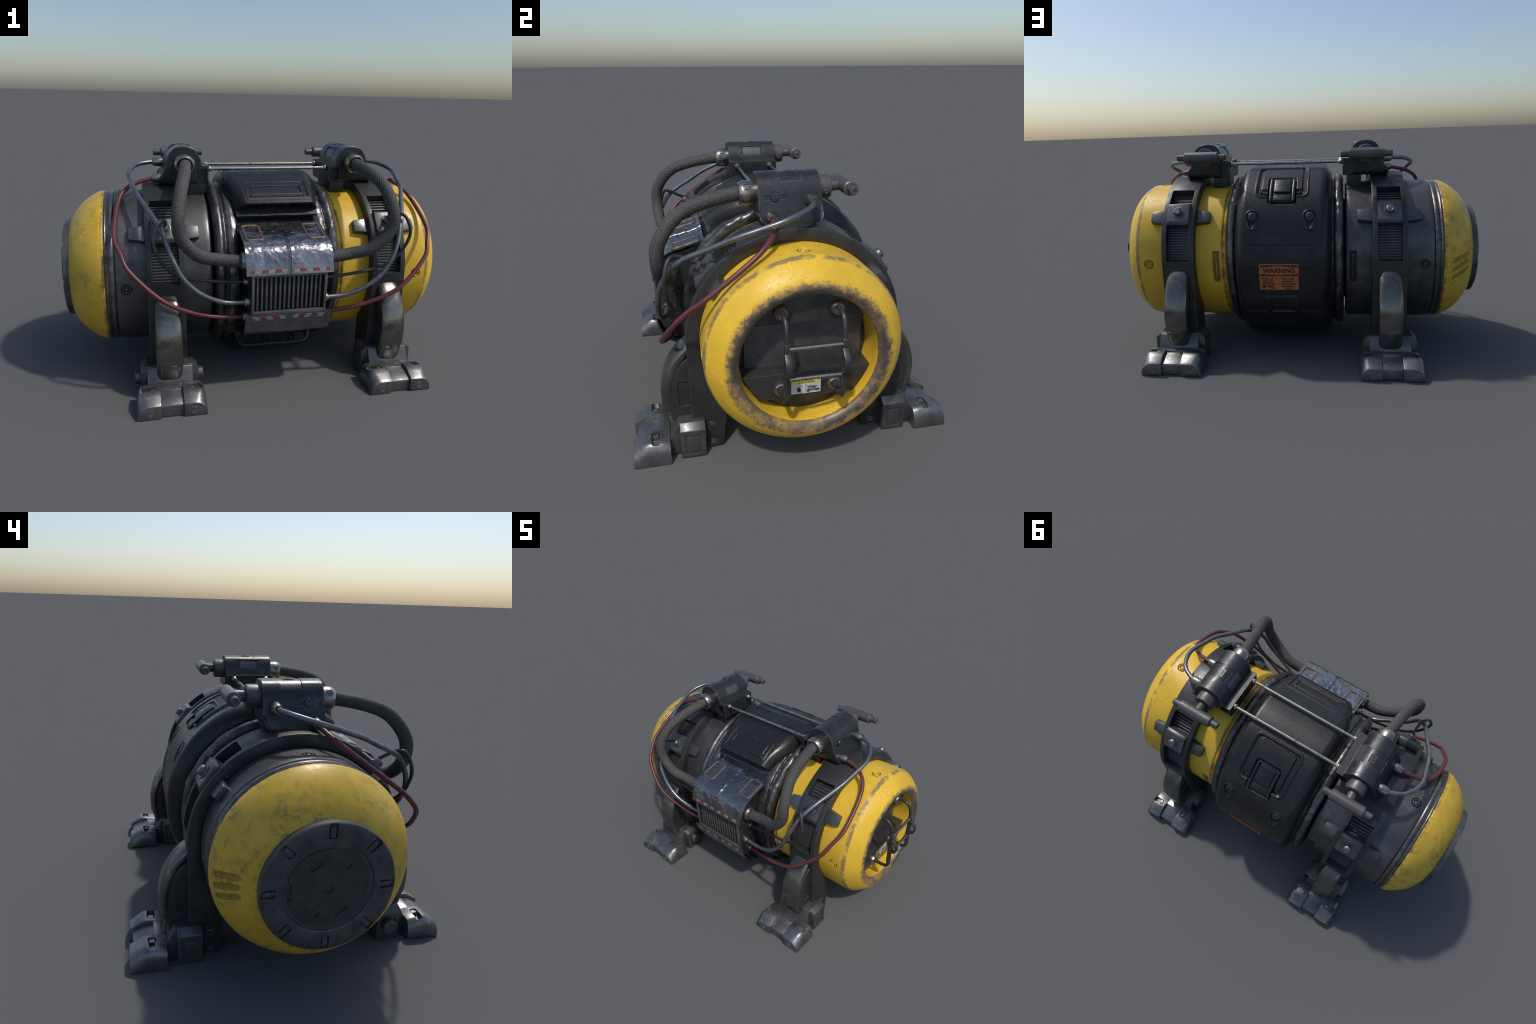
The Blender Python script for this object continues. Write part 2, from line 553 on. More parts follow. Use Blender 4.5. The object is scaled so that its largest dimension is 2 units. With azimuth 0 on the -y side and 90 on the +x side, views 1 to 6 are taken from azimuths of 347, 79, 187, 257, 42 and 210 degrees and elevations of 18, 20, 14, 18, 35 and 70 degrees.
# ------------------------------------------------------------------ root
root = bpy.data.objects.new('industrial_generator', None)
link(root)
root['label'] = 'yellow and black barrel-shaped generator on four stubby feet'
root['category'] = 'machine'


def chaikin(pts, k):
    P = np.array(pts, float)
    for _ in range(k):
        Q = [P[0]]
        for a, b in zip(P, P[1:]):
            Q += [.75 * a + .25 * b, .25 * a + .75 * b]
        Q.append(P[-1])
        P = np.array(Q)
    return P


def resample(P, step):
    s = np.r_[0, np.cumsum(np.linalg.norm(np.diff(P, axis=0), axis=1))]
    n = max(2, int(s[-1] / step) + 1)
    u = np.linspace(0, s[-1], n)
    return np.stack([np.interp(u, s, P[:, k]) for k in range(2)], 1)


def thetas(dense, base=1.5):
    """Angles in degrees over the full turn, refined inside the (lo, hi, step) windows."""
    out = set(np.round(np.arange(0, 360, base), 4))
    for lo, hi, st in dense:
        for a in np.arange(lo, hi, st):
            out.add(round(float(a % 360), 4))
    return np.array(sorted(out))


def revolve(name, prof, th, mat, parent, disp=None, angle=40, groove=None):
    """Revolve (x, r) profile points about the barrel axis, with an optional outward displacement disp(x, theta_deg, r)."""
    P = np.array(prof, float)
    T = np.gradient(P, axis=0)
    T /= np.linalg.norm(T, axis=1)[:, None] + 1e-9
    N = np.stack([-T[:, 1], T[:, 0]], 1)
    if N[len(N) // 3, 1] < 0:
        N = -N
    x = np.repeat(P[:, :1], len(th), 1)
    r = np.repeat(P[:, 1:], len(th), 1)
    A = np.repeat(th[None, :], len(P), 0)
    if disp is not None:
        d = disp(x, A, r)
        x = x + d * N[:, :1]
        r = r + d * N[:, 1:]
    a = np.radians(A)
    G = np.stack([x, r * np.cos(a), CZ + r * np.sin(a)], -1)
    ob = grid_obj(name, G, mat, parent, close_v=True, angle=angle, flip=P[-1, 0] < P[0, 0])
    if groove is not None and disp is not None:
        # stamped grooves coloured darker: faces well below the skin take the second material
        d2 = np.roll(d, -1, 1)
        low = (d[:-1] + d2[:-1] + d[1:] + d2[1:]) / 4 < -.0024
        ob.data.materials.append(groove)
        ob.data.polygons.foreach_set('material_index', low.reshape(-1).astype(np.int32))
    return ob


def ang_diff(a, c):
    return (a - c + 180) % 360 - 180


def eye(x, A, cx, ca, R, s=1.0):
    """Concentric stamped ring: groove, raised ring, groove, dome."""
    d = np.hypot(x - cx, np.radians(ang_diff(A, ca)) * R) / s
    g = -0.006 * sstep(.0036, .0016, np.abs(d - .0225))
    g += -0.005 * sstep(.0035, .0015, np.abs(d - .0115))
    g += 0.0015 * sstep(.0045, .002, np.abs(d - .017))
    g += 0.002 * sstep(.006, 0, d)
    return g


def slot_groove(x, A, cx, R):
    v = np.radians(ang_diff(A, -1.7)) * R
    d = sd_box(x, v, cx, 0, .019, .082, .003)
    g = -.006 * sstep(.002, -.003, d)
    d2 = sd_box(x, v, cx, 0, .004, .070, .002)
    return g + .004 * sstep(.002, -.002, d2)


# ------------------------------------------------------------------ barrel: yellow side
def barrel_yellow():
    th = thetas([(c - 4.5, c + 4.5, .2) for c in (0, 90, 180, 270)] + [(348, 371, .8)])
    prof = resample(np.array([(0.3345, .383), (.337, .391), (.343, .393), (.349, .391), (.352, .384), (.355, .384), (.358, .390), (.588, .390)]), .0028)

    def d(x, A, r):
        return slot_groove(x, A, .392, .39) * (x > .362)
    revolve('barrel_section', prof, th, M_YELLOW, root, d, groove=M_GROOVEYELLOW)
    prof2 = np.vstack([[(.588, .390), (.80, .390)], chaikin([(.80, .390), (.826, .390), (.864, .366), (.900, .330), (.913, .297), (.904, .273), (.885, .2635), (.84, .262)], 3), [(.745, .258)]])
    prof2 = resample(prof2, .0017)

    def d2(x, A, r):
        return sum(eye(x, A, .768, c, .39) for c in (0, 90, 180, 270)) * (r > .35)
    revolve('end_ring', prof2, th, M_YELLOW, root, d2, angle=50, groove=M_GROOVEYELLOW)


barrel_yellow()


# ------------------------------------------------------------------ barrel: dark side and dome
def barrel_dark():
    th = thetas([(c - 4.5, c + 4.5, .2) for c in (0, 90, 180, 270)] + [(348, 371, .8)])
    prof = resample(np.vstack([[(-.296, .288)], chaikin([(-.296, .375), (-.300, .386), (-.315, .391), (-.35, .391)], 2), [(-.73, .391)], chaikin([(-.73, .391), (-.748, .389), (-.752, .380), (-.753, .372)], 2)]), .0018)

    def d(x, A, r):
        g = sum(eye(x, A, -.703, c, .39) for c in (0, 90, 180, 270))
        return g + slot_groove(x, A, -.335, .39) * (x < -.31)
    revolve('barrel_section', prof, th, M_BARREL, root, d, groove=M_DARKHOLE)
    ring = [(-.750, .376), (-.754, .384), (-.760, .3875), (-.768, .388), (-.774, .386), (-.777, .381), (-.780, .381), (-.783, .386), (-.790, .3885), (-.795, .386), (-.798, .380)]
    revolve('seam_ring', np.array(ring), thetas([]), M_RINGMETAL, root)
    th2 = thetas([(340, 372, .2)])
    dome = chaikin([(-.796, .378), (-.799, .387), (-.815, .388), (-.850, .373), (-.893, .345), (-.935, .303), (-.962, .262), (-.974, .235), (-.976, .20)], 3)
    dome = resample(dome, .0018)

    def d2(x, A, r):
        # three slanted stamped slots
        s = 0
        t = (x + .890) / .085
        for k in (-1, 0, 1):
            v = np.radians(ang_diff(A, -3.3 + 7.0 * k - 4.5 * t)) * r
            dd = sd_box(x, v, -.890, 0, .047, .0125, .0115)
            s = s - .007 * sstep(.003, -.003, dd)
        return s
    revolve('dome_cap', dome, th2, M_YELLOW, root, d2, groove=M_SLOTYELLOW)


barrel_dark()


# ------------------------------------------------------------------ end plate on the dome
def end_plate():
    prof = [(0, .03), (.246, .03), (.246, .006), (.243, .0025), (.236, .0), (.176, .0), (.170, .002), (.166, .010), (.163, .012), (.152, .012), (.151, .004), (.1485, .002), (0, .002)]
    # local z points along +x from the outer face at x=-1
    m = Matrix.Translation((-1.0, 0, CZ)) @ Matrix.Rotation(math.radians(90), 4, 'Y')
    rim = bm_obj('end_plate', lathe_bm([(0, .03), (.246, .03), (.246, .006), (.243, .002), (.238, .0), (.174, .0), (.168, .003), (.165, .009), (0, .009)], 64, m), M_PLATE, root, recalc=True, angle=30)
    cutters = []
    for k in range(8):
        a = math.radians(90 + 45 * k)
        c = Matrix.Translation((-1.0, .214 * math.cos(a), CZ + .214 * math.sin(a))) @ Matrix.Rotation(a - math.pi / 2, 4, 'X')
        bm = prism_bm(rounded_rect(0, 0.002, .0165, .028, .006), 'x', -.02, .011)
        bmesh.ops.transform(bm, matrix=c, verts=bm.verts[:])
        cutters.append(bm_obj('cutter', bm, None, None))
    cut(rim, cutters, 30)
    for k in range(8):
        a = math.radians(90 + 45 * k)
        c = Matrix.Translation((-1.0, .214 * math.cos(a), CZ + .214 * math.sin(a))) @ Matrix.Rotation(a - math.pi / 2, 4, 'X')
        bm = prism_bm(rounded_rect(0, -.004, .0085, .021, .006), 'x', .003, .0125)
        bmesh.ops.bevel(bm, geom=bm.edges[:], offset=.0015, segments=2, affect='EDGES', clamp_overlap=True)
        b2 = lathe_bm([(0, 0), (.0065, 0), (.0065, .005), (.004, .007), (0, .007)], 12, Matrix.Translation((.006, 0, .004)) @ Matrix.Rotation(math.radians(-90), 4, 'Y'))
        me = bpy.data.meshes.new('t')
        b2.to_mesh(me)
        b2.free()
        bm.from_mesh(me)
        bpy.data.meshes.remove(me)
        bmesh.ops.transform(bm, matrix=c, verts=bm.verts[:])
        bm_obj('clamp_lug', bm, M_PLATE, rim)
    disc = bm_obj('centre_disc', lathe_bm([(0, .016), (.150, .016), (.150, .005), (.148, .003), (0, .003)], 64, m), M_DISC, rim, angle=30)
    cutters = []
    for ang in (60, 120, 240, 300):
        a = math.radians(ang)
        c = Matrix.Translation((-1.0, .103 * math.cos(a), CZ + .103 * math.sin(a))) @ Matrix.Rotation(a, 4, 'X')
        bm = prism_bm(rounded_rect(0, 0, .0115, .026, .003), 'x', -.01, .0085)
        bmesh.ops.transform(bm, matrix=c, verts=bm.verts[:])
        cutters.append(bm_obj('cutter', bm, None, None))
    for s in (-1, 1):
        bm = prism_bm(rounded_rect(s * .141, CZ, .0095, .036, .004), 'x', -1.01, -.9915)
        cutters.append(bm_obj('cutter', bm, None, None))
    cutters.append(bm_obj('cutter', lathe_bm([(0, -.01), (.021, -.01), (.019, .0075), (0, .0075)], 32, m), None, None))
    cut(disc, cutters, 30)


end_plate()


# ------------------------------------------------------------------ inner drum between barrel and casing
def drum():
    half = [(0, .385), (.178, .385), (.186, .390), (.192, .416), (.200, .424), (.22, .429), (.243, .426), (.250, .412), (.256, .412), (.262, .424), (.272, .433), (.284, .435), (.296, .430), (.304, .420), (.308, .405), (.310, .288)]
    DC = .0210
    prof = [(DC - a, b) for a, b in half[::-1]] + [(DC + a, b) for a, b in half[1:]]
    prof = resample(np.array(prof), .004)
    th = np.arange(0, 360, .75)

    def d(x, A, r):
        a = np.radians(A)
        p = np.stack([x, r * np.cos(a), CZ + r * np.sin(a)], -1)
        amp = .35 + .65 * sstep(.0, .2, vnoise(p, 4) + .05)
        side = sstep(.309, .300, np.abs(x - DC)) * sstep(.10, .16, np.abs(x - DC))
        return amp * side * (.009 * fbm(p, 20, 2) + .0045 * vnoise(p, 48))
    ob = revolve('drum', prof, th, M_DRUM, root, d, angle=60)
    revolve('drum_neck', [(-.31, .290), (.36, .290)], thetas([], 3), M_DARKHOLE, ob)


drum()


# ------------------------------------------------------------------ black casing wrapped round the middle
A0, A1 = -130.5, 130.5


def casing():
    th = np.linspace(A0, A1, 841)
    t = np.linspace(-1, 1, 261)
    TH, TT = np.meshgrid(th, t, indexing='ij')
    # half width of the flat and of the skirt, narrowing toward the two mouths
    k = sstep(88, 131, np.abs(TH))
    k2 = sstep(104, 132, np.abs(TH))
    w_base = .250 - .046 * k2
    w_flat = .192 - .034 * k
    w_flat = np.minimum(w_flat, w_base - .03)
    X = XM - .006 * (1 - k) + TT * w_base
    e = np.clip((np.abs(TT) * w_base - w_flat) / (w_base - w_flat), 0, 1)
    # rounded shoulder then a straight skirt
    shoulder = 1 - np.sqrt(np.clip(1 - np.clip(e, 0, 1) ** 2.2, 0, 1))
    r = R_SHELL - (R_SHELL - .428) * (0.75 * shoulder + .25 * e ** 2)
    U = X - XM
    V = np.radians(TH) * R_SHELL          # arc coordinate, 0 at the back, + upward

    def arc(deg):
        return math.radians(deg) * R_SHELL
    h = 0 * r
    # middle band on top lies lower than the cover (toward the mouth) and the rear panel
    band = sd_box(U, V, 0, arc(87.5), .5, arc(10.2), 0)
    h -= .004 * sstep(.003, -.003, band)
    band = sd_box(U, V, 0, arc(-87.5), .5, arc(10.2), 0)
    h -= .004 * sstep(.003, -.003, band)
    for sgn in (1, -1):
        # framed panel with a sunken slot and a bar on each cover
        d = sd_box(U, V, 0.004, sgn * arc(119.6), .154, arc(7.5), .004)
        h += .0025 * sstep(.0045, .002, np.abs(d))
        h -= .0035 * sstep(-.001, -.004, d)
        d = sd_box(U, V, 0.004, sgn * arc(119.8), .124, arc(3.2), .003)
        h += .0035 * sstep(.0045, .0015, np.abs(d))
        h -= .003 * sstep(-.001, -.004, d)
        d = sd_box(U, V, 0.004, sgn * arc(125.3), .138, arc(.75), .003)
        h += .0045 * sstep(.002, -.002, d)
    # latch bay at the rear
    d = sd_box(U, V, .000, arc(60.2), .133, arc(14.6), .026)
    h += .006 * sstep(.006, .001, np.abs(d) - .004)
    h -= .006 * sstep(.002, -.006, d)
    d = sd_box(U, V, .0, arc(60.5), .107, arc(12.6), .018)
    h += .009 * sstep(.003, -.003, d)
    d = sd_box(U, V, .0, arc(48.5), .108, arc(2.2), .006)
    h -= .008 * sstep(.003, -.003, d)
    d = sd_box(U, V, -.002, arc(50.8), .074, arc(10.6), .014)
    h -= .010 * sstep(.003, -.004, d)
    # screw seats with a tear-drop tail
    for cx in (.147, -.150):
        dd = np.hypot(U - cx, V - arc(32.0))
        h += .0035 * sstep(.036, .032, dd)
        h -= .010 * sstep(.0315, .028, dd)
        d = sd_box(U, V, cx, arc(28.0), .024 - .22 * (arc(31) - V), arc(4.2), .008)
        h += .0045 * sstep(.008, .002, np.abs(d)) * (dd > .031) * (V < arc(32))
        h -= .009 * sstep(.002, -.004, d) * sstep(arc(23.5), arc(29), V) * (dd > .030)
    # big rear panel: sloped step, recess below
    side = sstep(.190, .178, np.abs(U))
    step_in = sstep(arc(22.6), arc(15.5), V) * sstep(arc(-30.5), arc(-29.5), V)
    h -= .004 * step_in * side
    trap = .165 + .03 * np.clip((arc(3.5) - V) / .05, 0, 1)
    h -= .002 * sstep(arc(15), arc(14), V) * sstep(arc(2.5), arc(3.5), V) * sstep(.170, .160, np.abs(U))
    # inverted-U grip
    d = np.maximum(sd_box(U, V, -.005, arc(-25.5), .089, arc(8), .018), 0) * 0 + sd_box(U, V, -.005, arc(-25.8), .088, arc(8.2), .018)
    d2 = sd_box(U, V, -.005, arc(-26.8), .062, arc(7.2), .012)
    rib = sstep(.003, -.003, d) * sstep(-.003, .003, d2) * sstep(arc(-30.4), arc(-29.6), V)
    h += .007 * rib
    h -= .003 * sstep(.002, -.002, d2) * sstep(arc(-30.4), arc(-29.6), V)
    # shallow lower panel
    d = sd_box(U, V, 0, arc(-50), .150, arc(7), .02)
    h -= .005 * sstep(.004, -.004, d)
    d = sd_box(U, V, 0, arc(-50), .075, arc(4), .008)
    h += .004 * sstep(.003, -.003, d)
    fade = sstep(.95, .6, e)
    a = np.radians(TH)
    p = np.stack([X, r * np.cos(a), CZ + r * np.sin(a)], -1)
    dents = .0012 * fbm(p, 6, 2)
    r = r + h * fade + dents * fade
    P = np.stack([X, r * np.cos(a), CZ + r * np.sin(a)], -1)
    shell = grid_obj('casing', P, M_SHELL, root, angle=45, flip=True)

    # mouths: end walls with a D-shaped vent and its lattice
    for sgn in (1, -1):
        ang = math.radians(130.5 * sgn)
        ex = Vector((1, 0, 0))
        er = Vector((0, math.cos(ang), math.sin(ang)))
        et = Vector((0, -math.sin(ang), math.cos(ang))) * sgn     # outward through the mouth
        base = Vector((XM, 0, CZ))

        def Q(u, rr, w):
            return base + ex * u + er * rr + et * w

        def outline(s, off, n=14):
            # arched outline: flat top with rounded corners dropping to a straight sill
            pts = []
            wb, wf, top, sill = .202 * s, .152 * s, R_SHELL + .001 - off, .430 + off
            pts.append((-wb, sill))
            for i in range(n + 1):
                f = i / n * math.pi / 2
                pts.append((-wf - (wb - wf) * math.cos(f), sill + (top - sill) * math.sin(f)))
            for i in range(n + 1):
                f = math.pi / 2 * (1 - i / n)
                pts.append((wf + (wb - wf) * math.cos(f), sill + (top - sill) * math.sin(f)))
            pts.append((wb, sill))
            return pts
        outer = outline(1.0, 0)
        inner = outline(.93, .008)
        n = len(outer)
        verts = [Q(u, r_, .0015) for u, r_ in outer] + [Q(u, r_, .0025) for u, r_ in inner] + [Q(u * .985, r_ - .002, -.022) for u, r_ in inner] + [Q(u, r_, -.01) for u, r_ in outer]
        faces = []
        for i in range(n):
            j = (i + 1) % n
            faces.append((i, j, n + j, n + i))
            faces.append((n + i, n + j, 2 * n + j, 2 * n + i))
            faces.append((3 * n + i, 3 * n + j, j, i))
        faces.append(tuple(range(2 * n, 3 * n)))
        vent = new_obj('vent_mouth', verts, faces, M_SHELL, shell, angle=40)
        for i in range(4):
            u0 = -.105 + i * .07
            bm = bmesh.new()
            for du in (-.012, .012):
                lo = (u0 + du - .004, .438, -.022)
                hi = (u0 + du + .004, .480, -.012)
                b = box_bm(lo, hi)
                me = bpy.data.meshes.new('t')
                b.to_mesh(me)
                b.free()
                bm.from_mesh(me)
                bpy.data.meshes.remove(me)
            for v in bm.verts:
                v.co = Q(*v.co)
            bm_obj('vent_bar', bm, M_SHELL, vent)
        # sill strip under the mouth
        bm = box_bm((-.206, .416, -.03), (.206, .4395, .030))
        bmesh.ops.bevel(bm, geom=bm.edges[:], offset=.003, segments=2, affect='EDGES')
        for v in bm.verts:
            v.co = Q(*v.co)
        bm_obj('vent_sill', bm, M_BLOCK, vent)

    # latch buckle: arch frame, pad and foot bar
    def arch(hx, hv, rad, z0, z1, cx, cdeg, name, mat, bev):
        bm = prism_bm(rounded_rect(cx, 0, hx, hv, rad), 'z', z0, z1)
        return wrapped(name, bm, cdeg, R_SHELL, mat, shell, bevel=bev)
    arch(.066, arc(9.6), .012, -.012, .000, XM - .004, 50.9, 'latch', M_SHELL, .004)
    for s in (-1, 1):
        bm = prism_bm(rounded_rect(XM - .004 + s * .0595, 0, .0075, arc(9.2), .005), 'z', -.004, .010)
        wrapped('latch_rail', bm, 50.7, R_SHELL, M_SHELL, shell, bevel=.004)
    arch(.044, arc(5.6), .006, -.004, .009, XM - .004, 53.6, 'latch_pad', M_SHELL, .005)
    arch(.046, arc(1.8), .005, -.004, .004, XM - .004, 44.0, 'latch_bar', M_SHELL, .004)
    # quarter-turn screws
    for cx in (.147, -.150):
        a = math.radians(32.0)
        o = Vector((XM + cx, (R_SHELL - .008) * math.cos(a), CZ + (R_SHELL - .008) * math.sin(a)))
        m4 = frame_to(o, (0, math.cos(a), math.sin(a)))
        sc = bm_obj('screw', lathe_bm([(0, 0), (.0265, 0), (.0265, .004), (.0255, .006), (.021, .0085), (.006, .0105), (0, .0105)], 32, m4), M_BLOCK, shell, angle=40)
        b = box_bm((-.03, -.004, .005), (.03, .004, .02))
        bmesh.ops.transform(b, matrix=m4 @ Matrix.Rotation(math.radians(70), 4, 'Z'), verts=b.verts[:])
        cut(sc, [bm_obj('cutter', b, None, None)], 40)
    return shell


SHELL = casing()


# ------------------------------------------------------------------ lettering
def text_bm(body, size, weight=0.0, align='CENTER'):
    cu = bpy.data.curves.new('t', 'FONT')
    cu.body = body
    cu.size = size
    cu.align_x = align
    cu.align_y = 'CENTER'
    cu.offset = weight
    cu.resolution_u = 3
    ob = bpy.data.objects.new('t', cu)
    link(ob)
    bpy.context.view_layer.update()
    me = bpy.data.meshes.new_from_object(ob.evaluated_get(bpy.context.evaluated_depsgraph_get()))
    bm = bmesh.new()
    bm.from_mesh(me)
    bpy.data.objects.remove(ob)
    bpy.data.meshes.remove(me)
    bpy.data.curves.remove(cu)
    return bm


def fit_width(bm, w, cx, cy, z):
    xs = [v.co.x for v in bm.verts]
    ys = [v.co.y for v in bm.verts]
    k = w / (max(xs) - min(xs))
    mx, my = (max(xs) + min(xs)) / 2, (max(ys) + min(ys)) / 2
    for v in bm.verts:
        v.co = ((v.co.x - mx) * k + cx, (v.co.y - my) * k + cy, z)


def warning_label():
    """Orange warning sticker on the rear of the casing; local u runs toward -x so that it reads from behind."""
    R = R_SHELL - .0030
    cdeg, w, hgt = -4.9, .202, .140
    cx = .041

    def place(bm, name, mat, parent, seg=.012):
        for v in bm.verts:
            v.co = (cx - v.co.x, v.co.y, v.co.z)
        bmesh.ops.reverse_faces(bm, faces=bm.faces[:])
        return wrapped(name, bm, cdeg, R, mat, parent, seg=seg, angle=60)

    def flat(poly, z0, z1):
        return prism_bm(poly, 'z', z0, z1)
    lab = place(flat(rounded_rect(0, 0, w / 2, hgt / 2, .004), -.001, .0012), 'warning_label', M_ORANGE, SHELL)
    hw, hh = w / 2 - .005, hgt / 2 - .005
    z0, z1 = .0008, .0017
    # black header with orange lozenge
    top, bot = hh, hh - .058
    place(flat([(-hw, top), (-hw, top - .012), (-.005, top - .0045), (hw, top - .012), (hw, top)], z0, z1), 'header_band', M_BLACKPRINT, lab)
    place(flat([(-hw, bot), (hw, bot), (hw, bot + .012), (.005, bot + .0045), (-hw, bot + .012)], z0, z1), 'header_band', M_BLACKPRINT, lab)
    bm = text_bm('WARNING', .04, .0016)
    fit_width(bm, .165, 0, (top + bot) / 2, z1)
    place(bm, 'warning_word', M_BLACKPRINT, lab, .05)
    for i, line in enumerate(['EXPLOSIVE', 'MATERIAL', 'AUTHORIZED', 'PERSONNEL', 'ONLY']):
        bm = text_bm(line, .0135, .0005)
        fit_width(bm, [.066, .058, .078, .072, .034][i], .047, bot - .014 - i * .0142, z1)
        place(bm, 'caption_word', M_BLACKPRINT, lab, .05)
    # burst pictogram: rays fanning from the lower corner
    rng = np.random.RandomState(3)
    bm = bmesh.new()
    ox, oy = -hw + .018, -hh + .010
    for i in range(15):
        a = math.radians(-8 + i * 8.2 + rng.uniform(-2, 2))
        l0, l1 = rng.uniform(.010, .020), rng.uniform(.045, .074)
        wd = rng.uniform(.0012, .0034)
        d = Vector((math.cos(a), math.sin(a)))
        n = Vector((-d.y, d.x))
        pts = []
        for p in [d * l0 + n * .0006, d * l1 + n * wd, d * (l1 + .004), d * l1 - n * wd, d * l0 - n * .0006]:
            px = min(max(ox + p.x, -hw), -hw + .077)
            py = min(max(oy + p.y, -hh), bot - .004)
            pts.append(bm.verts.new((px, py, z1)))
        try:
            bm.faces.new(pts)
        except ValueError:
            pass
    core = [bm.verts.new((ox + .013 * math.cos(t), oy + .004 + .008 * math.sin(t), z1)) for t in np.linspace(0, 2 * math.pi, 10)[:-1]]
    bm.faces.new(core)
    place(bm, 'burst_symbol', M_BLACKPRINT, lab, .05)


warning_label()


# ------------------------------------------------------------------ radiator, hood and tray on the front
RX = .180     # half width of the radiator core
HX = .207     # half width of hood and tray


def sheet(name, path, half, thick, mat, parent, disp=None, nx=120, step=.003, flip=False):
    """Bent sheet: (y, z) path extruded across x, closed with thickness; disp(u, s) moves the outer skin."""
    P = resample(np.array(path, float), step)
    T = np.gradient(P, axis=0)
    T /= np.linalg.norm(T, axis=1)[:, None]
    N = np.stack([T[:, 1], -T[:, 0]], 1)
    if flip:
        N = -N
    s = np.r_[0, np.cumsum(np.linalg.norm(np.diff(P, axis=0), axis=1))]
    u = np.linspace(-half, half, nx)
    U, S = np.meshgrid(u, s, indexing='ij')
    d = disp(U, S, P) if disp is not None else 0 * U
    outer = np.stack([XM + U, P[None, :, 0] + d * N[None, :, 0], P[None, :, 1] + d * N[None, :, 1]], -1)
    inner = np.stack([XM + U, P[None, :, 0] - (thick - d * .5) * N[None, :, 0], P[None, :, 1] - (thick - d * .5) * N[None, :, 1]], -1)
    ring = np.concatenate([outer, inner[:, ::-1]], 1)       # loop around the section
    cap0 = np.repeat(ring[:1].mean(1, keepdims=True), ring.shape[1], 1)
    ob = grid_obj(name, ring, mat, parent, close_v=True, angle=50)
    bm = bmesh.new()
    bm.from_mesh(ob.data)
    n = P.shape[0]
    bm.verts.ensure_lookup_table()
    m = ring.shape[1]
    for row in (0, nx - 1):
        for j in range(n - 1):
            a, b = row * m + j, row * m + j + 1
            c, d_ = row * m + (m - 1 - j - 1), row * m + (m - 1 - j)
            try:
                bm.faces.new([bm.verts[i] for i in (a, b, c, d_)])
            except ValueError:
                pass
    bmesh.ops.recalc_face_normals(bm, faces=bm.faces[:])
    bm.to_mesh(ob.data)
    bm.free()
    ob.data.shade_smooth()
    ob.data.set_sharp_from_angle(angle=math.radians(50))
    return ob, P, N, s


def tape_on(P, N, s, s0, s1, parent, lean, off=.0016):
    """Alternating red and white reflective patches along a bent sheet, mirrored about the centre seam."""
    def at(u, ss, h):
        y = np.interp(ss, s, P[:, 0]) + h * np.interp(ss, s, N[:, 0])
        z = np.interp(ss, s, P[:, 1]) + h * np.interp(ss, s, N[:, 1])
        return (XM + u, y, z)
    for side in (-1, 1):
        edges = [.014, .041, .072, .103, .135, .166, .187]
        for i in range(6):
            a, b = edges[i] + .001, edges[i + 1] - .0005
            v = []
            for h in (0.0002, off):
                for ss, l in ((s0, 0), (s1, lean)):
                    lo = min(max(a + l, .012), .190)
                    hi = min(max(b + l, .012), .190)
                    v += [at(side * lo, ss, h), at(side * hi, ss, h)]
            f = [(0, 1, 3, 2), (4, 5, 7, 6), (0, 1, 5, 4), (2, 3, 7, 6), (0, 2, 6, 4), (1, 3, 7, 5)]
            new_obj('tape_patch', v, f, M_TAPEWHITE if i % 2 == 0 else M_TAPERED, parent)


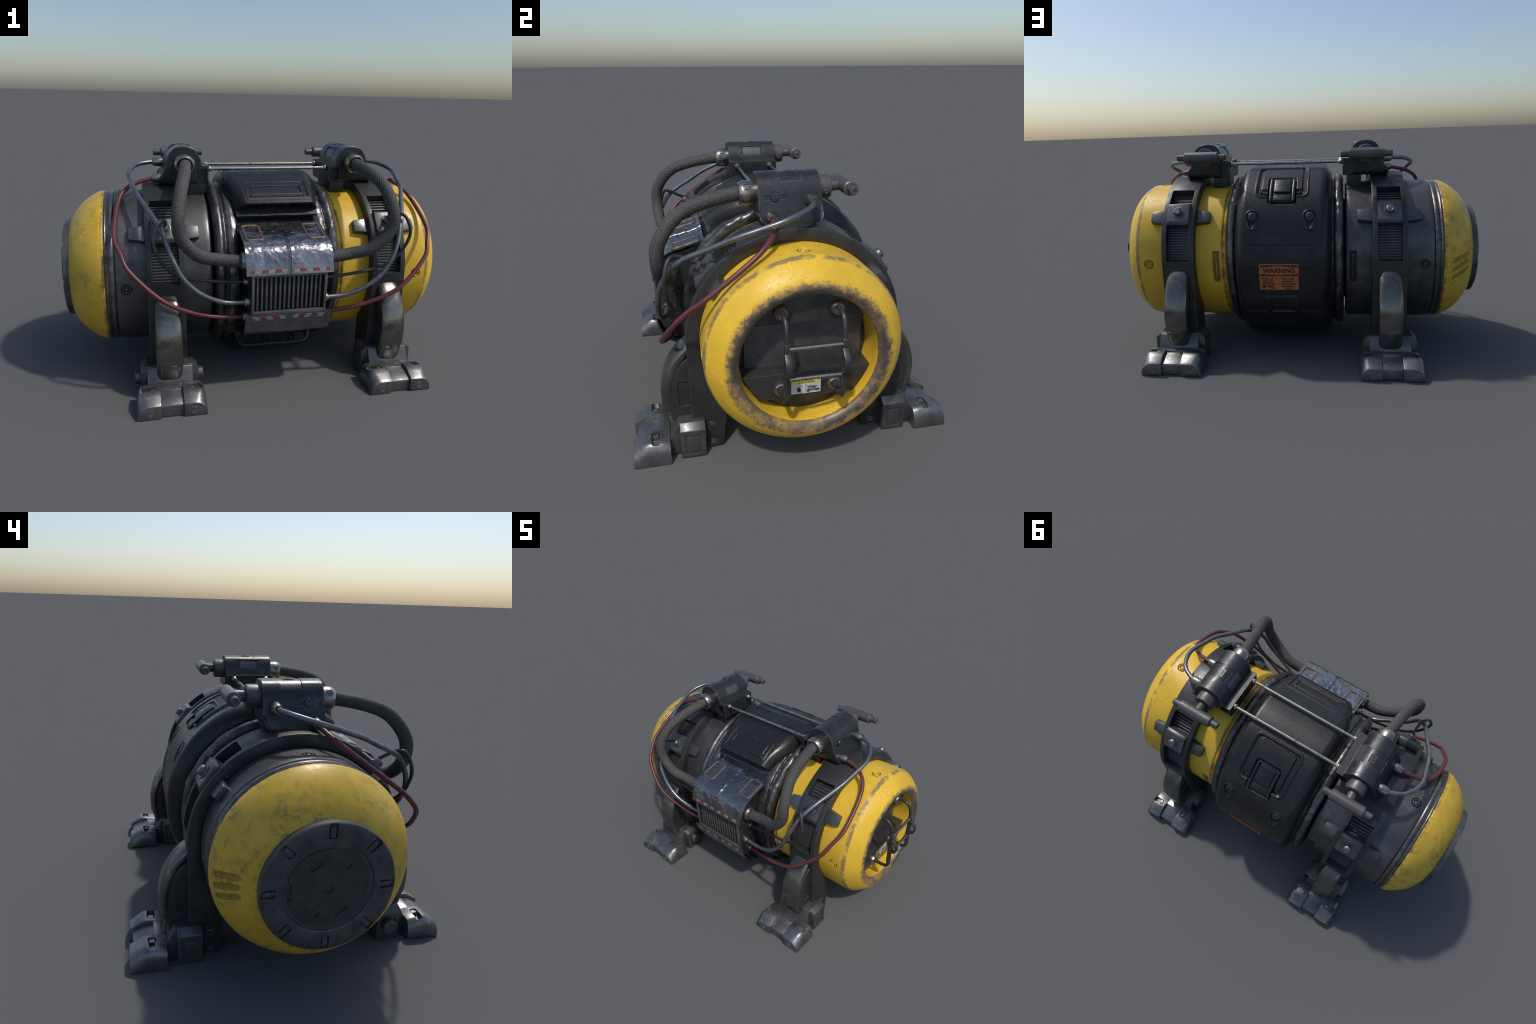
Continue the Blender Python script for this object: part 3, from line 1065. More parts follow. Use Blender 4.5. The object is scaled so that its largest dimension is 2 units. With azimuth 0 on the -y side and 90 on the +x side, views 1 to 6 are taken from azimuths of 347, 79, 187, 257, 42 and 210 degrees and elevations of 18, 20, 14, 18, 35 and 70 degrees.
def radiator():
    body_poly = [(-.552, .405), (-.552, .60), (-.540, .655), (-.512, .705), (-.475, .722), (-.40, .738), (-.335, .770), (-.33, .28), (-.44, .285), (-.492, .300), (-.525, .335), (-.544, .375)]
    core = prism('radiator', body_poly, 'x', XM - RX, XM + RX, M_BLOCK, root, bevel=.003)
    cut(core, [bm_obj('cutter', box_bm((XM - RX + .0125, -.60, .426), (XM + RX - .0125, -.535, .5945)), None, None)])
    # frame of the grille
    y0, y1 = -.5525, -.563
    zb, zt = .413, .606
    t = .013
    for lo, hi in [((XM - RX, y1, zb), (XM - RX + t, y0, zt)), ((XM + RX - t, y1, zb), (XM + RX, y0, zt)), ((XM - RX + t, y1 + .0005, zb), (XM + RX - t, y0, zb + .014)), ((XM - RX + t, y1 + .0005, zt - .012), (XM + RX - t, y0, zt))]:
        box('grille_frame', lo, hi, M_GRILLE, core, .002)
    back = box('grille_back', (XM - RX + t, -.537, zb + .014), (XM + RX - t, -.534, zt - .012), M_DARKHOLE, core, 0)
    n = 15
    x0, x1 = XM - RX + t, XM + RX - t
    first = None
    for i in range(n):
        x = x0 + (i + .75) * (x1 - x0) / (n + .5)
        if first is None:
            first = box('grille_slat', (-.0045, -.550, zb + .014), (.0045, -.5365, zt - .012), M_GRILLE, core, .0018)
            first.location.x = x
        else:
            ob = instance(first, core)
            ob.location.x = x
    # hood
    hood_path = chaikin([(-.322, .792), (-.36, .777), (-.430, .757), (-.488, .741), (-.528, .716), (-.550, .668), (-.562, .635), (-.569, .607)], 2)

    def dent(U, S, P):
        p = np.stack([U, np.repeat(P[None, :, 0], len(U), 0), np.repeat(P[None, :, 1], len(U), 0)], -1)
        zone = sstep(0, .03, S) * sstep(.325, .285, S)
        d = zone * (.0055 * fbm(p, 13, 2) + .0035 * vnoise(p, 42) + .0022 * vnoise(p, 90))
        d = d - .0045 * sstep(.0045, .0015, np.abs(U)) + .0015 * sstep(.010, .005, np.abs(U))
        return d
    hood, P, N, s = sheet('hood', hood_path, HX, .007, M_HOOD, core, dent)
    tape_on(P, N, s, s[-1] - .025, s[-1] - .010, hood, .004)
    # raised rusty beads: a rectangle loop on each side
    for side in (-1, 1):
        for hu, hs, w in ((.039, .064, .0065),):
            cu, cs = side * .150, .090
            loop = []
            for px, py in rounded_rect(cu, cs, hu, hs, .010, 4):
                loop.append((px, py))
            loop.append(loop[0])
            pts = []
            for px, py in resample(np.array(loop), .006):
                y = np.interp(py, s, P[:, 0]) - .0015 * np.interp(py, s, N[:, 0])
                z = np.interp(py, s, P[:, 1]) - .0015 * np.interp(py, s, N[:, 1])
                pts.append((XM + px, y, z))
            tube('hood_bead', pts, .0082, M_RUST, hood, n=120, sides=10, smooth=1)
    # tray
    tray_path = chaikin([(-.567, .414), (-.562, .385), (-.550, .348), (-.528, .306), (-.490, .279), (-.43, .264), (-.36, .250)], 2)

    def dent2(U, S, P):
        p = np.stack([U, np.repeat(P[None, :, 0], len(U), 0), np.repeat(P[None, :, 1], len(U), 0)], -1)
        return .002 * fbm(p, 14, 2) * sstep(0, .05, S) - .004 * sstep(.004, .0015, np.abs(U))
    tray, P2, N2, s2 = sheet('tray', tray_path, HX, .007, M_HOOD, core, dent2)
    tape_on(P2, N2, s2, .028, .010, tray, .009)
    # sockets on both cheeks
    for sgn in (-1, 1):
        for (y, z, r, l) in ((-.487, .656, .043, .040), (-.467, .545, .0175, .022), (-.513, .461, .022, .026), (-.485, .376, .022, .026)):
            prof = [(0, 0), (r * .92, 0), (r, .002), (r, l * .5), (r * .93, l * .85), (r * .84, l), (r * .70, l), (r * .66, l - .004), (r * .66, l * .5), (0, l * .5)]
            ob = lathe('hose_socket', prof, M_STEEL, core, (XM + sgn * (RX - .001), y, z), (sgn, 0, 0), 28)
    return core


RAD = radiator()


# ------------------------------------------------------------------ hoses (given for the -x side, mirrored to the other)
HOSES = {
    'thick': [(-.405, -.150, 1.055), (-.406, -.205, 1.050), (-.424, -.345, 1.024), (-.447, -.448, .979), (-.468, -.521, .883), (-.458, -.530, .786), (-.384, -.518, .701), (-.290, -.490, .668), (-.205, -.487, .656), (-.150, -.487, .656)],
    'grey': [(-.500, .080, 1.036), (-.555, .078, 1.036), (-.630, .035, 1.029), (-.672, -.060, 1.004), (-.660, -.154, .972), (-.641, -.247, .938), (-.603, -.334, .893), (-.564, -.425, .847), (-.533, -.481, .796), (-.500, -.530, .702), (-.451, -.543, .600), (-.368, -.542, .521), (-.268, -.520, .470), (-.185, -.513, .461), (-.145, -.513, .461)],
    'red': [(-.510, -.080, .977), (-.560, -.082, .974), (-.660, -.105, .948), (-.722, -.180, .890), (-.746, -.357, .762), (-.718, -.435, .695), (-.680, -.490, .625), (-.530, -.538, .491), (-.355, -.511, .407), (-.200, -.487, .377), (-.145, -.485, .376)],
    'cable': [(-.520, -.350, .800), (-.516, -.400, .820), (-.522, -.450, .843), (-.552, -.487, .842), (-.577, -.508, .770), (-.555, -.504, .690), (-.504, -.490, .622), (-.421, -.476, .578), (-.300, -.466, .555), (-.200, -.467, .546), (-.145, -.467, .545)],
}


def hoses():
    tube('braided_hose', HOSES['thick'], .0285, M_HOSE, root, n=700, sides=96, braid=(.0150, 18, .0042), smooth=10)
    tube('metal_pipe', HOSES['grey'], .0115, M_PIPE, root, n=220, sides=20, smooth=10)
    tube('rubber_hose', HOSES['red'], .0105, M_RED, root, n=220, sides=20, smooth=14)
    tube('cable', HOSES['cable'], .0080, M_CABLE, root, n=200, sides=16, smooth=2)


for MIRROR in (False, True):
    hoses()
MIRROR = False


# ------------------------------------------------------------------ valve blocks on top
def valve_block():
    # section in (x, z), constant along y except for the rounded lower corners
    cx, cz, R = -.405, 1.050, .0855
    arch = catmull([(-.3165, 1.040), (-.3235, 1.076), (-.339, 1.104), (-.361, 1.1265), (-.405, 1.1355), (-.449, 1.1265), (-.472, 1.106), (-.4885, 1.076), (-.497, 1.042), (-.508, 1.006)], 34)
    sec = [(-.284, .946), (-.282, 1.040)] + [tuple(p) for p in arch] + [(-.530, .956), (-.529, .946)]
    H, rc = .128, .036
    ys = [-H, -H + .003] + list(np.linspace(-H + .006, -H + rc, 8)) + list(np.linspace(H - rc, H - .006, 8)) + [H - .003, H]
    rows = []
    for y in ys:
        over = max(0, abs(y) - (H - rc))
        zb = .946 + rc - math.sqrt(max(rc * rc - over * over, 0))
        ins = .003 if abs(y) > H - .001 else 0
        row = []
        for x, z in sec:
            if ins:
                x = -.405 + (x + .405) * (1 - ins / .11)
                z = 1.04 + (z - 1.04) * (1 - ins / .09)
            row.append((x, y, max(z, zb) if x < -.40 else max(z, .946 + (zb - .946) * .6)))
        rows.append(row)
    n = len(sec)
    verts = [p for r in rows for p in r]
    faces = [tuple(range(n)), tuple(range((len(rows) - 1) * n, len(rows) * n))]
    for i in range(len(rows) - 1):
        for j in range(n):
            k = (j + 1) % n
            faces.append((i * n + j, i * n + k, (i + 1) * n + k, (i + 1) * n + j))
    blk = new_obj('valve_block', verts, faces, M_BLOCK, root, angle=38)
    cutters = []
    # belt across the crown
    bm = bmesh.new()
    prof = []
    for a in np.linspace(60, 140, 16):
        prof.append((cx + (R - .0025) * math.cos(math.radians(a)), cz + (R - .0025) * math.sin(math.radians(a))))
    for a in np.linspace(140, 60, 16):
        prof.append((cx + (R + .03) * math.cos(math.radians(a)), cz + (R + .03) * math.sin(math.radians(a))))
    cutters.append(bm_obj('cutter', prism_bm(prof, 'y', -.040, .050), None, None))
    # window on the inner flank
    prof = []
    for a in np.linspace(14, 50, 8):
        prof.append((cx + (R - .004) * math.cos(math.radians(a)), cz + (R - .004) * math.sin(math.radians(a))))
    for a in np.linspace(50, 14, 8):
        prof.append((cx + (R + .03) * math.cos(math.radians(a)), cz + (R + .03) * math.sin(math.radians(a))))
    cutters.append(bm_obj('cutter', prism_bm(prof, 'y', -.066, .066), None, None))
    # pockets in the ledge ends
    for s in (-1, 1):
        cutters.append(bm_obj('cutter', prism_bm([(-.292, .952), (-.290, 1.028), (-.344, 1.028), (-.338, .952)], 'y', min(s * .105, s * .14), max(s * .105, s * .14)), None, None))
    # key-shaped recess on the outer flank
    d = Vector((-1, 0, .38)).normalized()
    o = Vector((-.4955, -.060, 1.050))
    m4 = frame_to(o, (-1, 0, .18))
    # local frame: z out of the flank
    bm = prism_bm(rounded_rect(0, 0, .011, .050, .005), 'z', -.006, .03)
    bmesh.ops.transform(bm, matrix=Matrix.Translation(o) @ Matrix.Rotation(math.radians(-80), 4, 'Y'), verts=bm.verts[:])
    cutters.append(bm_obj('cutter', bm, None, None))
    bm = lathe_bm([(0, -.0062), (.024, -.0062), (.024, .03), (0, .03)], 24, Matrix.Translation(o) @ Matrix.Rotation(math.radians(-80), 4, 'Y'))
    cutters.append(bm_obj('cutter', bm, None, None))
    # cutters were already mirrored by bm_obj when needed
    cut(blk, cutters, 38)
    # knob in the key recess
    lathe('knob', [(0, -.010), (.0185, -.010), (.0185, .0), (.016, .003), (.008, .004), (0, .004)], M_BLOCK, blk, o, Matrix.Rotation(math.radians(-80), 3, 'Y') @ Vector((0, 0, 1)), 28)
    # button on the crown
    fr = prism_bm(rounded_rect(cx, .008, .017, .022, .003), 'z', cz + R - .012, cz + R - .001)
    bmesh.ops.bevel(fr, geom=fr.edges[:], offset=.002, segments=2, affect='EDGES', clamp_overlap=True)
    b = bm_obj('crown_button', fr, M_BLOCK, blk)
    cut(b, [bm_obj('cutter', box_bm((cx - .010, -.006, cz + R - .006), (cx + .010, .022, cz + R + .01)), None, None)])
    # window pad
    bm = bmesh.new()
    prof = [(cx + (R - .003) * math.cos(math.radians(a)), cz + (R - .003) * math.sin(math.radians(a))) for a in np.linspace(17, 47, 8)]
    prof += [(cx + (R - .012) * math.cos(math.radians(a)), cz + (R - .012) * math.sin(math.radians(a))) for a in np.linspace(47, 17, 8)]
    bm_obj('window_pad', prism_bm(prof, 'y', -.047, .047), M_PANEL, blk, angle=30)
    # hose collar
    prof = [(0, -.005), (.048, -.005), (.049, .0), (.049, .020), (.0505, .024), (.0505, .044), (.049, .052), (.045, .0625), (.0415, .066), (.037, .066), (.0345, .062), (.0345, .02), (0, .02)]
    col = lathe('collar', prof, M_STEEL, blk, (cx, -.128, 1.052), (0, -1, -.03), 36)
    for a in (20, 140):
        d = Vector((math.cos(math.radians(a)), 0, math.sin(math.radians(a))))
        p = Vector((cx, -.166, 1.051)) + d * .046
        lathe('set_screw', [(0, 0), (.014, 0), (.014, .0045), (.0115, .006), (.0105, .003), (.0095, .003), (.009, .006), (0, .0065)], M_RINGMETAL, col, p, d, 20)
    # tee at the other end
    tz, ty, tx = 1.068, .246, -.407
    soc = lathe('tee_socket', [(0, 0), (.0500, 0), (.0500, .048), (.0485, .0545), (.044, .057), (.030, .057), (.028, .052), (0, .052)], M_TEE, blk, (tx, .127, 1.063), (0, 1, .02), 32)
    for s in (-1, 1):
        d = Vector((s, 0, -.25)).normalized()
        lathe('set_screw', [(0, 0), (.0095, 0), (.0095, .003), (.007, .0045), (.005, .0015), (0, .004)], M_TEE, soc, Vector((tx, .157, 1.063)) + d * .048, d, 16)
    rod('tee_stem', (tx, .17, 1.064), (tx, ty - .01, tz), .0235, M_TEE, soc)
    tee = rod('tee_body', (tx + .092, ty, tz), (tx - .092, ty, tz), .0300, M_TEE, soc, .004, 28)
    for s in (-1, 1):
        lathe('tee_spigot', [(0, 0), (.0175, 0), (.0175, .041), (.0155, .044), (.009, .044), (.0085, .040), (.004, .040), (0, .041)], M_TEE, tee, (tx + s * .090, ty, tz), (s, 0, 0), 24)
    # ferrules for the two outer lines
    for (x, y, z, h) in ((-.492, .080, 1.036, .058), (-.508, -.081, .977, .054)):
        lathe('ferrule', [(0, 0), (.0215, 0), (.0235, .004), (.0235, h * .45), (.0215, h * .8), (.0175, h), (.0145, h), (.0135, h - .005), (0, h - .005)], M_STEEL, blk, (x, y, z), (-1, 0, 0), 28)
    # pedestal
    box('pedestal', (-.386, -.097, .885), (-.306, .097, .952), M_STRAP, blk, .004)
    # balls for the tie rods
    for y in (-.088, .088):
        lathe('rod_ball', [(0, -.004), (.011, -.002), (.0145, .003), (.0155, .009), (.0145, .014), (.011, .018), (.0095, .022), (0, .022)], M_ROD, blk, (-.284, y, 1.021), (1, 0, 0), 24)


for MIRROR in (False, True):
    valve_block()
MIRROR = False
for y in (-.088, .088):
    rod('tie_rod', (-.270, y, 1.021), (2 * XM + .270, y, 1.021), .0082, M_ROD, root, .001, 20)


# ------------------------------------------------------------------ supports: strap, clamp blocks, legs and feet
SX = .555       # distance of each strap from the mirror plane
SW = .087       # half width of the strap
RS = .444


def strap_poly():
    pts = [(.440, .001), (.441, .30), (RS, CZ)]
    for a in np.arange(4, 177, 4.0):
        pts.append((RS * math.cos(math.radians(a)), CZ + RS * math.sin(math.radians(a))))
    pts += [(-RS, CZ), (-.441, .30), (-.440, .001), (-.312, .001), (-.296, .14), (-.296, .245)]
    ri = .393
    a0 = math.degrees(math.asin((CZ - .26) / ri))
    for a in np.linspace(180 + a0 - 2, -a0 + 2, 60):
        pts.append((ri * math.cos(math.radians(a)), CZ + ri * math.sin(math.radians(a))))
    pts += [(.296, .245), (.296, .14), (.312, .001)]
    return pts


def box_wrapped_bm(hx, v0, v1, h0, h1):
    return box_bm((-hx, v0, h0), (hx, v1, h1))


def supports():
    protos = {}
    for sgn in (-1, 1):
        xc = XM + sgn * SX
        first = not protos
        if first:
            strap = prism('support_strap', strap_poly(), 'x', -SW, SW, M_STRAP, root, bevel=.003, angle=30)
            cutters = []
            for back in (0, 1):
                for (lo, hi) in ((3.6, 30.3), (44.2, 59.4)):
                    bm = box_wrapped_bm(.0625, math.radians(lo - 30) * RS, math.radians(hi - 30) * RS, -.044, .03)
                    wrap_bm(bm, 30, RS, .02)
                    if back:
                        for v in bm.verts:
                            v.co.y = -v.co.y
                        bmesh.ops.reverse_faces(bm, faces=bm.faces[:])
                    cutters.append(bm_obj('cutter', bm, None, None))
            # side relief along the legs
            cut(strap, cutters, 30)
            protos['strap'] = strap
        else:
            strap = instance(protos['strap'], root)
        strap.location.x = xc

        def put(key, make, mat4):
            if key not in protos:
                protos[key] = make()
                protos[key].parent = strap
                protos[key].matrix_local = mat4
                return protos[key]
            return instance(protos[key], strap, mat4)
        for flip in (False, True):
            M = Matrix.Rotation(math.pi, 4, 'Z') if flip else Matrix.Identity(4)   # front copies are turned about z
            # slats in the windows
            for (lo, hi, n) in ((4.0, 30.0, 13), (44.0, 59.5, 6)):
                for i in range(n):
                    a = math.radians(lo + (i + .5) * (hi - lo) / n)
                    rr = RS - .043
                    m4 = M @ Matrix.Translation((0, rr * math.cos(a), CZ + rr * math.sin(a))) @ Matrix.Rotation(a, 4, 'X')
                    put('slat', lambda: box('vent_slat', (-.0615, -.007, -.0036), (.0615, .007, .0036), M_SLAT, None, .0012, 1), m4)
            # clamp block with wings and a domed bolt
            ac = math.radians(37.3)
            m4 = M @ Matrix.Translation((0, RS * math.cos(ac), CZ + RS * math.sin(ac))) @ Matrix.Rotation(ac, 4, 'X')

            def clamp():
                # local: x along barrel, y outward, z along the arc
                poly = [(-.034, -.064), (.000, -.064), (.013, -.050), (.014, .050), (.002, .062), (-.034, .064)]
                return prism('clamp_block', poly, 'x', -.060, .060, M_ANKLE, None, bevel=.003)
            put('clamp', clamp, m4)

            def wing():
                bm = bmesh.new()
                top = [(SW - .002, -.041), (SW + .071, -.029), (SW + .071, .028), (SW - .002, .038)]
                vs = []
                for y, k in ((-.060, 1.10), (-.026, 1.0)):
                    vs.append([bm.verts.new((x + (.004 if y < 0 and x > SW else 0), y - .06 * (x > SW) * 0, z * k)) for x, z in top])
                bm.faces.new(vs[0])
                bm.faces.new(vs[1][::-1])
                for i in range(4):
                    bm.faces.new([vs[0][i], vs[0][(i + 1) % 4], vs[1][(i + 1) % 4], vs[1][i]])
                return bm_obj('clamp_wing', bm, M_ANKLE, None, bevel=.003)
            mw = M @ Matrix.Translation((0, RS * math.cos(ac), CZ + RS * math.sin(ac))) @ Matrix.Rotation(ac, 4, 'X')
            put('wing', wing, mw)

            def wing2():
                bm = bmesh.new()
                bm.from_mesh(protos['wing'].data)
                for v in bm.verts:
                    v.co.x = -v.co.x
                bmesh.ops.reverse_faces(bm, faces=bm.faces[:])
                return bm_obj('clamp_wing', bm, M_ANKLE, None, recalc=False)
            put('wing_mirrored', wing2, mw)
            put('bolt', lambda: lathe('clamp_bolt', [(0, .010), (.031, .010), (.031, .0185), (.0285, .0195), (.024, .0165), (.0225, .0165), (.0225, .032), (.020, .036), (.0135, .0405), (.012, .0395), (0, .0395)], M_FOOT, None, (0, 0, 0), (0, 1, 0), 28), m4)

            # ---- leg: fender bar, web, ankle and foot (local y points outward)
            def fender():
                path = np.array([(.415, .474), (.452, .446), (.489, .400), (.514, .352), (.5285, .30), (.5335, .25), (.528, .19), (.514, .135), (.499, .085), (.490, .06)])
                C = smooth_path(catmull(path, 60), 3)
                T = np.gradient(C, axis=0)
                T /= np.linalg.norm(T, axis=1)[:, None]
                N = np.stack([-T[:, 1], T[:, 0]], 1)
                N *= np.where(N[:, :1] > 0, 1, 1)
                if N[30, 0] < 0:
                    N = -N
                ph = np.linspace(0, 2 * np.pi, 41)[:-1]
                ex = .62
                cxs = .0625 * np.sign(np.cos(ph)) * np.abs(np.cos(ph)) ** ex
                cn = .0265 * np.sign(np.sin(ph)) * np.abs(np.sin(ph)) ** .75
                # outer side bulges, inner side flat
                cn = np.where(cn < 0, cn * .85, cn * 1.0)
                tt = np.linspace(0, 1, 60)
                wscale = .90 + .10 * np.sin(np.pi * np.clip(tt, .08, .92))
                wscale *= np.where(tt < .10, .86 + 1.4 * tt, 1)
                # crease where the lower cuff starts
                step = -.003 * sstep(.70, .72, tt) + .002 * np.exp(-((tt - .70) / .012) ** 2)
                P = np.zeros((60, 40, 3))
                P[..., 0] = wscale[:, None] * cxs[None]
                off = cn[None] + step[:, None] * (cn[None] > 0)
                P[..., 1] = C[:, None, 0] + off * N[:, None, 0]
                P[..., 2] = C[:, None, 1] + off * N[:, None, 1]
                P = np.concatenate([np.repeat(P[:1].mean(1, keepdims=True), 40, 1), P, np.repeat(P[-1:].mean(1, keepdims=True), 40, 1)], 0)
                ob = grid_obj('fender', P, M_FENDER, None, close_v=True, angle=60)
                bm = bmesh.new()
                bm.from_mesh(ob.data)
                bmesh.ops.recalc_face_normals(bm, faces=bm.faces[:])
                bm.to_mesh(ob.data)
                bm.free()
                return ob
            fd = put('fender', fender, M)
            put('fender_button', lambda: prism('fender_button', rounded_rect(0, .19, .0075, .017, .004), 'y', .541, .5575, M_FENDER, None, .003), M)

            def web():
                poly = [(.436, .43), (.470, .405), (.505, .35), (.522, .30), (.525, .24), (.520, .18), (.508, .12), (.436, .12)]
                ob = prism('leg_web', poly, 'x', -.058, .058, M_STRAP, None, bevel=.003)
                cs = []
                for s in (-1, 1):
                    bm = prism_bm(rounded_rect(.466, .262, .026, .062, .008), 'x', min(s * .050, s * .08), max(s * .050, s * .08))
                    cs.append(bm_obj('cutter', bm, None, None))
                cut(ob, cs)
                return ob
            put('web', web, M)

            def ankle():
                poly = [(-.135, .001), (-.135, .131), (-.106, .156), (.106, .156), (.135, .131), (.135, .001)]
                bm = prism_bm(poly, 'y', .388, .492)
                ob = bm_obj('ankle', bm, M_ANKLE, None, bevel=.003)
                cs = []
                for s in (-1, 1):
                    lo, hi = min(s * .129, s * .15), max(s * .129, s * .15)
                    cs.append(bm_obj('cutter', prism_bm(rounded_rect(.440, .062, .036, .049, .005), 'x', lo, hi), None, None))
                cut(ob, cs)
                return ob
            ak = put('ankle', ankle, M)
            put('ankle_slope', lambda: prism('ankle_toe', [(.489, .001), (.489, .153), (.499, .151), (.531, .091), (.540, .001)], 'x', -.105, .105, M_ANKLE, None, bevel=.003), M)
            stud = sgn == -1 and flip
            if not stud:
                put('ankle_inlay', lambda: prism('ankle_inlay', rounded_rect(.440, .060, .024, .038, .004), 'x', -.1325, .1325, M_ANKLE, None, .002), M)
                put('ankle_tab', lambda: prism('ankle_tab', rounded_rect(.440, .092, .008, .009, .003), 'x', -.1345, .1345, M_ANKLE, None, .002), M)
            else:
                for s in (-1, 1):
                    put('ankle_stud%d' % s, lambda: lathe('ankle_stud', rod_profile(.031, .036, .003), M_ANKLE, None, (s * .126, .440, .078), (s, 0, 0), 24), M)
            # bolts through the leg plate
            for s in (-1, 1):
                for z in (.112, .022):
                    key = 'plate_bolt%d%d' % (s, int(z * 1000))
                    put(key, lambda: lathe('plate_bolt', [(0, 0), (.021, 0), (.021, .003), (.019, .0045), (.015, .0025), (.014, .0025), (.013, .008), (.008, .011), (0, .012)], M_STRAP, None, (s * (SW - .001), .356, z), (s, 0, 0), 20), M)

            def toe(s):
                # cross-sections along y: outer shoulder arc grows tighter toward the back
                secs = []
                for y, zt, ax, az in [(.684, .064, .055, .062), (.668, .073, .050, .066), (.645, .087, .042, .066), (.622, .098, .034, .060), (.600, .0985, .033, .058), (.566, .0945, .034, .057), (.533, .089, .036, .057)]:
                    row = [(.051, 0.0), (.051, zt)]
                    for k in range(9):
                        f = math.pi / 2 * (1 - k / 8)
                        row.append((.157 - ax + ax * math.cos(f), zt - az + az * math.sin(f)))
                    row.append((.157, 0.0))
                    secs.append((y, row))
                verts = [(s * x, y, z) for y, row in secs for x, z in row]
                n = len(secs[0][1])
                faces = [tuple(range(n)), tuple(range((len(secs) - 1) * n, len(secs) * n))]
                for i in range(len(secs) - 1):
                    for j in range(n):
                        k = (j + 1) % n
                        faces.append((i * n + j, i * n + k, (i + 1) * n + k, (i + 1) * n + j))
                ob = new_obj('foot_pad', verts, faces, M_FOOT, None, bevel=.0022, bevel_angle=40, angle=32)
                bm = prism_bm(rounded_rect(s * .106, .592, .036, .0175, .010), 'z', .0835, .14)
                for v in bm.verts:
                    # follow the rounded shoulder
                    if v.co.z < .1:
                        v.co.z -= max(0, abs(v.co.x) - .115) * .75
                cut(ob, [bm_obj('cutter', bm, None, None)], 32)
                return ob
            for s in (-1, 1):
                put('toe%d' % s, lambda: toe(s), M)
                put('toe_button', lambda: lathe('foot_screw', [(0, -.002), (.0185, -.002), (.0185, .0012), (.0165, .0024), (.0145, .0006), (.0125, .0006), (.0115, .0026), (.007, .0026), (.006, 0), (0, 0)], M_FOOT, None, (0, 0, 0), (0, 1, 0), 24), M @ Matrix.Translation((s * .097, .6822, .031)))
                put('toe_inlay%d' % s, lambda: prism('foot_inlay', rounded_rect(s * .085, .592, .011, .0125, .003), 'z', .080, .0945, M_FOOT, None, .002), M)

            def bridge():
                poly = [(.534, 0.0), (.534, .0875), (.583, .095), (.583, .084), (.627, .078), (.668, .058), (.672, .052), (.672, 0.0)]
                return prism('foot_bridge', poly, 'x', -.0512, .0512, M_FOOT, None, bevel=.0022)
            put('bridge', bridge, M)


supports()


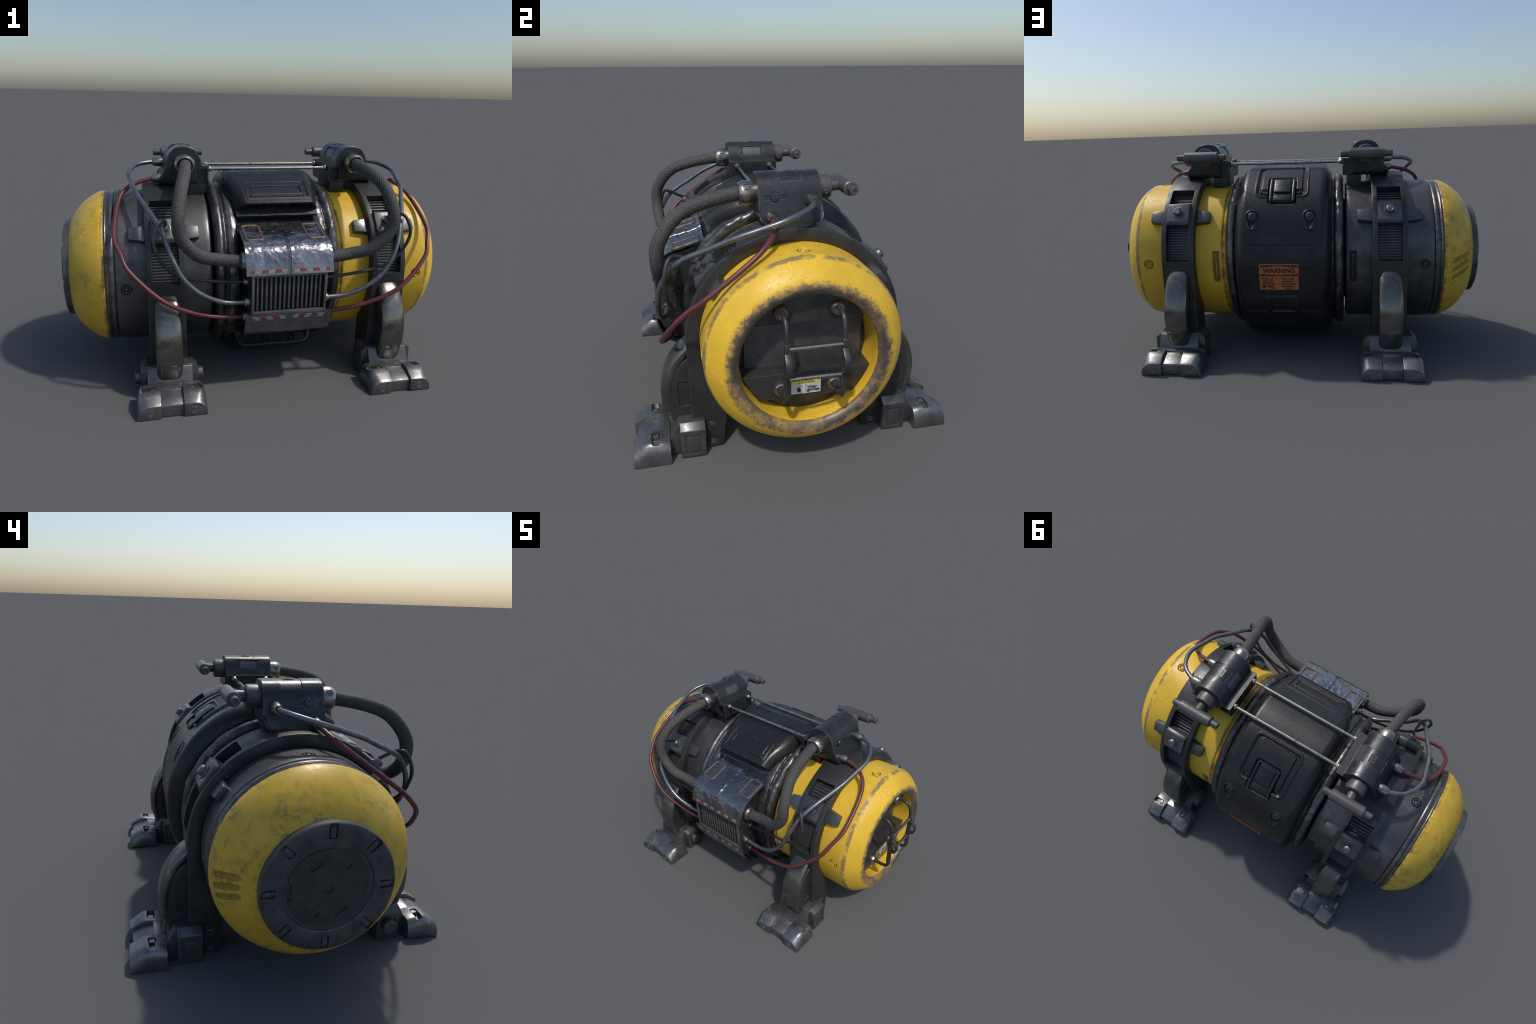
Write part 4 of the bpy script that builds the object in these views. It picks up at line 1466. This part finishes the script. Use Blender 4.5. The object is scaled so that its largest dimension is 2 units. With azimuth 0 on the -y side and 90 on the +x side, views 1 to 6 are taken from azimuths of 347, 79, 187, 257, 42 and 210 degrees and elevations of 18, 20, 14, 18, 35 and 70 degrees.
# ------------------------------------------------------------------ open end: bay, bars, grab ladder, sticker
def bay():
    floor = bm_obj('bay_floor', lathe_bm([(0, 0), (.261, 0), (.261, .01), (0, .01)], 48, frame_to((.757, 0, CZ), (1, 0, 0))), M_BAY, root, angle=30)
    prism('bay_panel', [(-.232, .425), (.232, .425), (.232, .63), (-.232, .63)], 'x', .765, .790, M_PANEL, floor, .003)
    lower = [(-.252, .440), (-.245, .452), (.245, .452), (.252, .440), (.190, .330), (-.190, .330)]
    bar = prism('bay_bar', [(-.2515, .442), (.2515, .442), (.188, .331), (-.188, .331)], 'x', .76, .855, M_BAY, floor, .004)
    up = [(.2145, .650), (-.2145, .650)]
    for a in np.linspace(146, 34, 14):
        up.append((.2585 * math.cos(math.radians(a)), CZ + .2585 * math.sin(math.radians(a))))
    bar2 = prism('bay_bar', up, 'x', .76, .852, M_BAY, floor, .003)
    low = [(.1885, .334), (-.1885, .334)] + [(.2585 * math.cos(math.radians(a)), CZ + .2585 * math.sin(math.radians(a))) for a in np.linspace(223, 317, 14)]
    prism('bay_floor_step', low, 'x', .76, .812, M_BAY, floor, .003)
    # grab ladder
    zt, zb = .702, .383
    ladder = None
    for s in (-1, 1):
        y = s * .1055
        pts = [(.850, y, zt), (.885, y, zt + .008), (.922, y, zt + .006), (.945, y, zt - .018), (.955, y, zt - .06), (.958, y, .60), (.958, y, .585)]
        rail = tube('ladder_rail', pts, .0088, M_BAY, ladder or root, n=60, sides=16, smooth=2)
        if ladder is None:
            ladder = rail
        pts = [(.960, y, .425), (.957, y, .402), (.945, y, .385), (.920, y, .378), (.885, y, .380), (.850, y, zb)]
        tube('ladder_rail', pts, .0095, M_BAY, ladder, n=50, sides=16, smooth=2)
        # flat grip plate between the rods
        poly = [(.948, .625), (.956, .632), (.966, .628), (.968, .595), (.968, .43), (.962, .408), (.952, .408), (.946, .425)]
        prism('ladder_grip', [(p, q) for p, q in poly], 'y', y - .0095, y + .0095, M_BAY, ladder, .003)
        # hook: bent loop standing off the grip
        hk = [(.963, y, .592), (.980, y, .578), (.9955, y, .560), (.9955, y, .530), (.990, y, .512), (.966, y, .506)]
        C = np.array(hk)
        P2 = resample(chaikin([(p[0], p[2]) for p in hk], 2), .004)
        T = np.gradient(P2, axis=0)
        T /= np.linalg.norm(T, axis=1)[:, None]
        N = np.stack([-T[:, 1], T[:, 0]], 1)
        A = P2 + .0045 * N
        B = P2 - .0045 * N
        verts = []
        for w in (-.011, .011):
            verts += [(p[0], y + w, p[1]) for p in A] + [(p[0], y + w, p[1]) for p in B]
        n = len(A)
        f = []
        for i in range(n - 1):
            f += [(i, i + 1, n + i + 1, n + i), (2 * n + i, 2 * n + i + 1, 3 * n + i + 1, 3 * n + i), (i, i + 1, 2 * n + i + 1, 2 * n + i), (n + i, n + i + 1, 3 * n + i + 1, 3 * n + i)]
        f += [(0, n, 3 * n, 2 * n), (n - 1, 2 * n - 1, 4 * n - 1, 3 * n - 1)]
        new_obj('ladder_hook', verts, f, M_BAY, ladder, bevel=.0015, bevel_angle=50, angle=40)
        for z in (zt, zb):
            lathe('ladder_boss', [(0, 0), (.0300, 0), (.0310, .004), (.0300, .014), (.026, .022), (.0235, .025), (.016, .025), (.0145, .022), (0, .022)], M_STEEL, ladder, (.851, y, z), (1, 0, 0), 10, angle=25)
    for z in (.607, .484):
        rod('ladder_rung', (.958, -.100, z), (.958, .100, z), .0085, M_STEEL, ladder, .001, 20)
    # sticker on the lower bar
    xs = .8556
    yc, w, h, z0 = -.004, .058, .0285, .3735
    st = box('glove_label', (xs - .001, yc - w, z0 - h), (xs + .0006, yc + w, z0 + h), M_WHITE, bar, 0)
    box('label_header', (xs + .0004, yc - w, z0 + h - .013), (xs + .0010, yc + w, z0 + h), M_LABELYELLOW, st, 0)

    def on_face(bm):
        for v in bm.verts:
            v.co = (xs + .0011, yc + v.co.x, z0 + v.co.y)
        return bm
    bm = text_bm('CAUTION', .012, .0004)
    fit_width(bm, .062, 0, h - .0063, 0)
    bm_obj('header_word', on_face(bm), M_BLACKPRINT, st)
    for line, dy, wd in (('Wear', -.001, .040), ('gloves', -.0155, .050)):
        bm = text_bm(line, .015, .0006)
        fit_width(bm, wd, .028 - (.050 - wd) / 2, dy, 0)
        bm_obj('label_word', on_face(bm), M_BLACKPRINT, st)
    bm = prism_bm(rounded_rect(-.001, -.0065, .0007, .019, .0003, 1), 'z', 0, .0002)
    bm_obj('label_rule', on_face(bm), M_BLACKPRINT, st)
    # mitten pictogram
    bm = bmesh.new()
    pts = [(-.037, -.008), (-.031, .000), (-.026, -.001), (-.018, -.016), (-.031, -.0225)]
    bm.faces.new([bm.verts.new((a, b, 0)) for a, b in pts])
    for i in range(4):
        u = -.033 + i * .0048
        q = [(u, .000), (u + .0012, .012 - abs(i - 1.5) * .0015), (u + .0022, .012 - abs(i - 1.5) * .0015), (u + .0012, -.001)]
        bm.faces.new([bm.verts.new((a, b, 0)) for a, b in q])
    bm_obj('glove_symbol', on_face(bm), M_BLACKPRINT, st)


bay()

# names of numbered prototypes keep Blender's own suffixes; drop unused data
for me in list(bpy.data.meshes):
    if me.users == 0:
        bpy.data.meshes.remove(me)
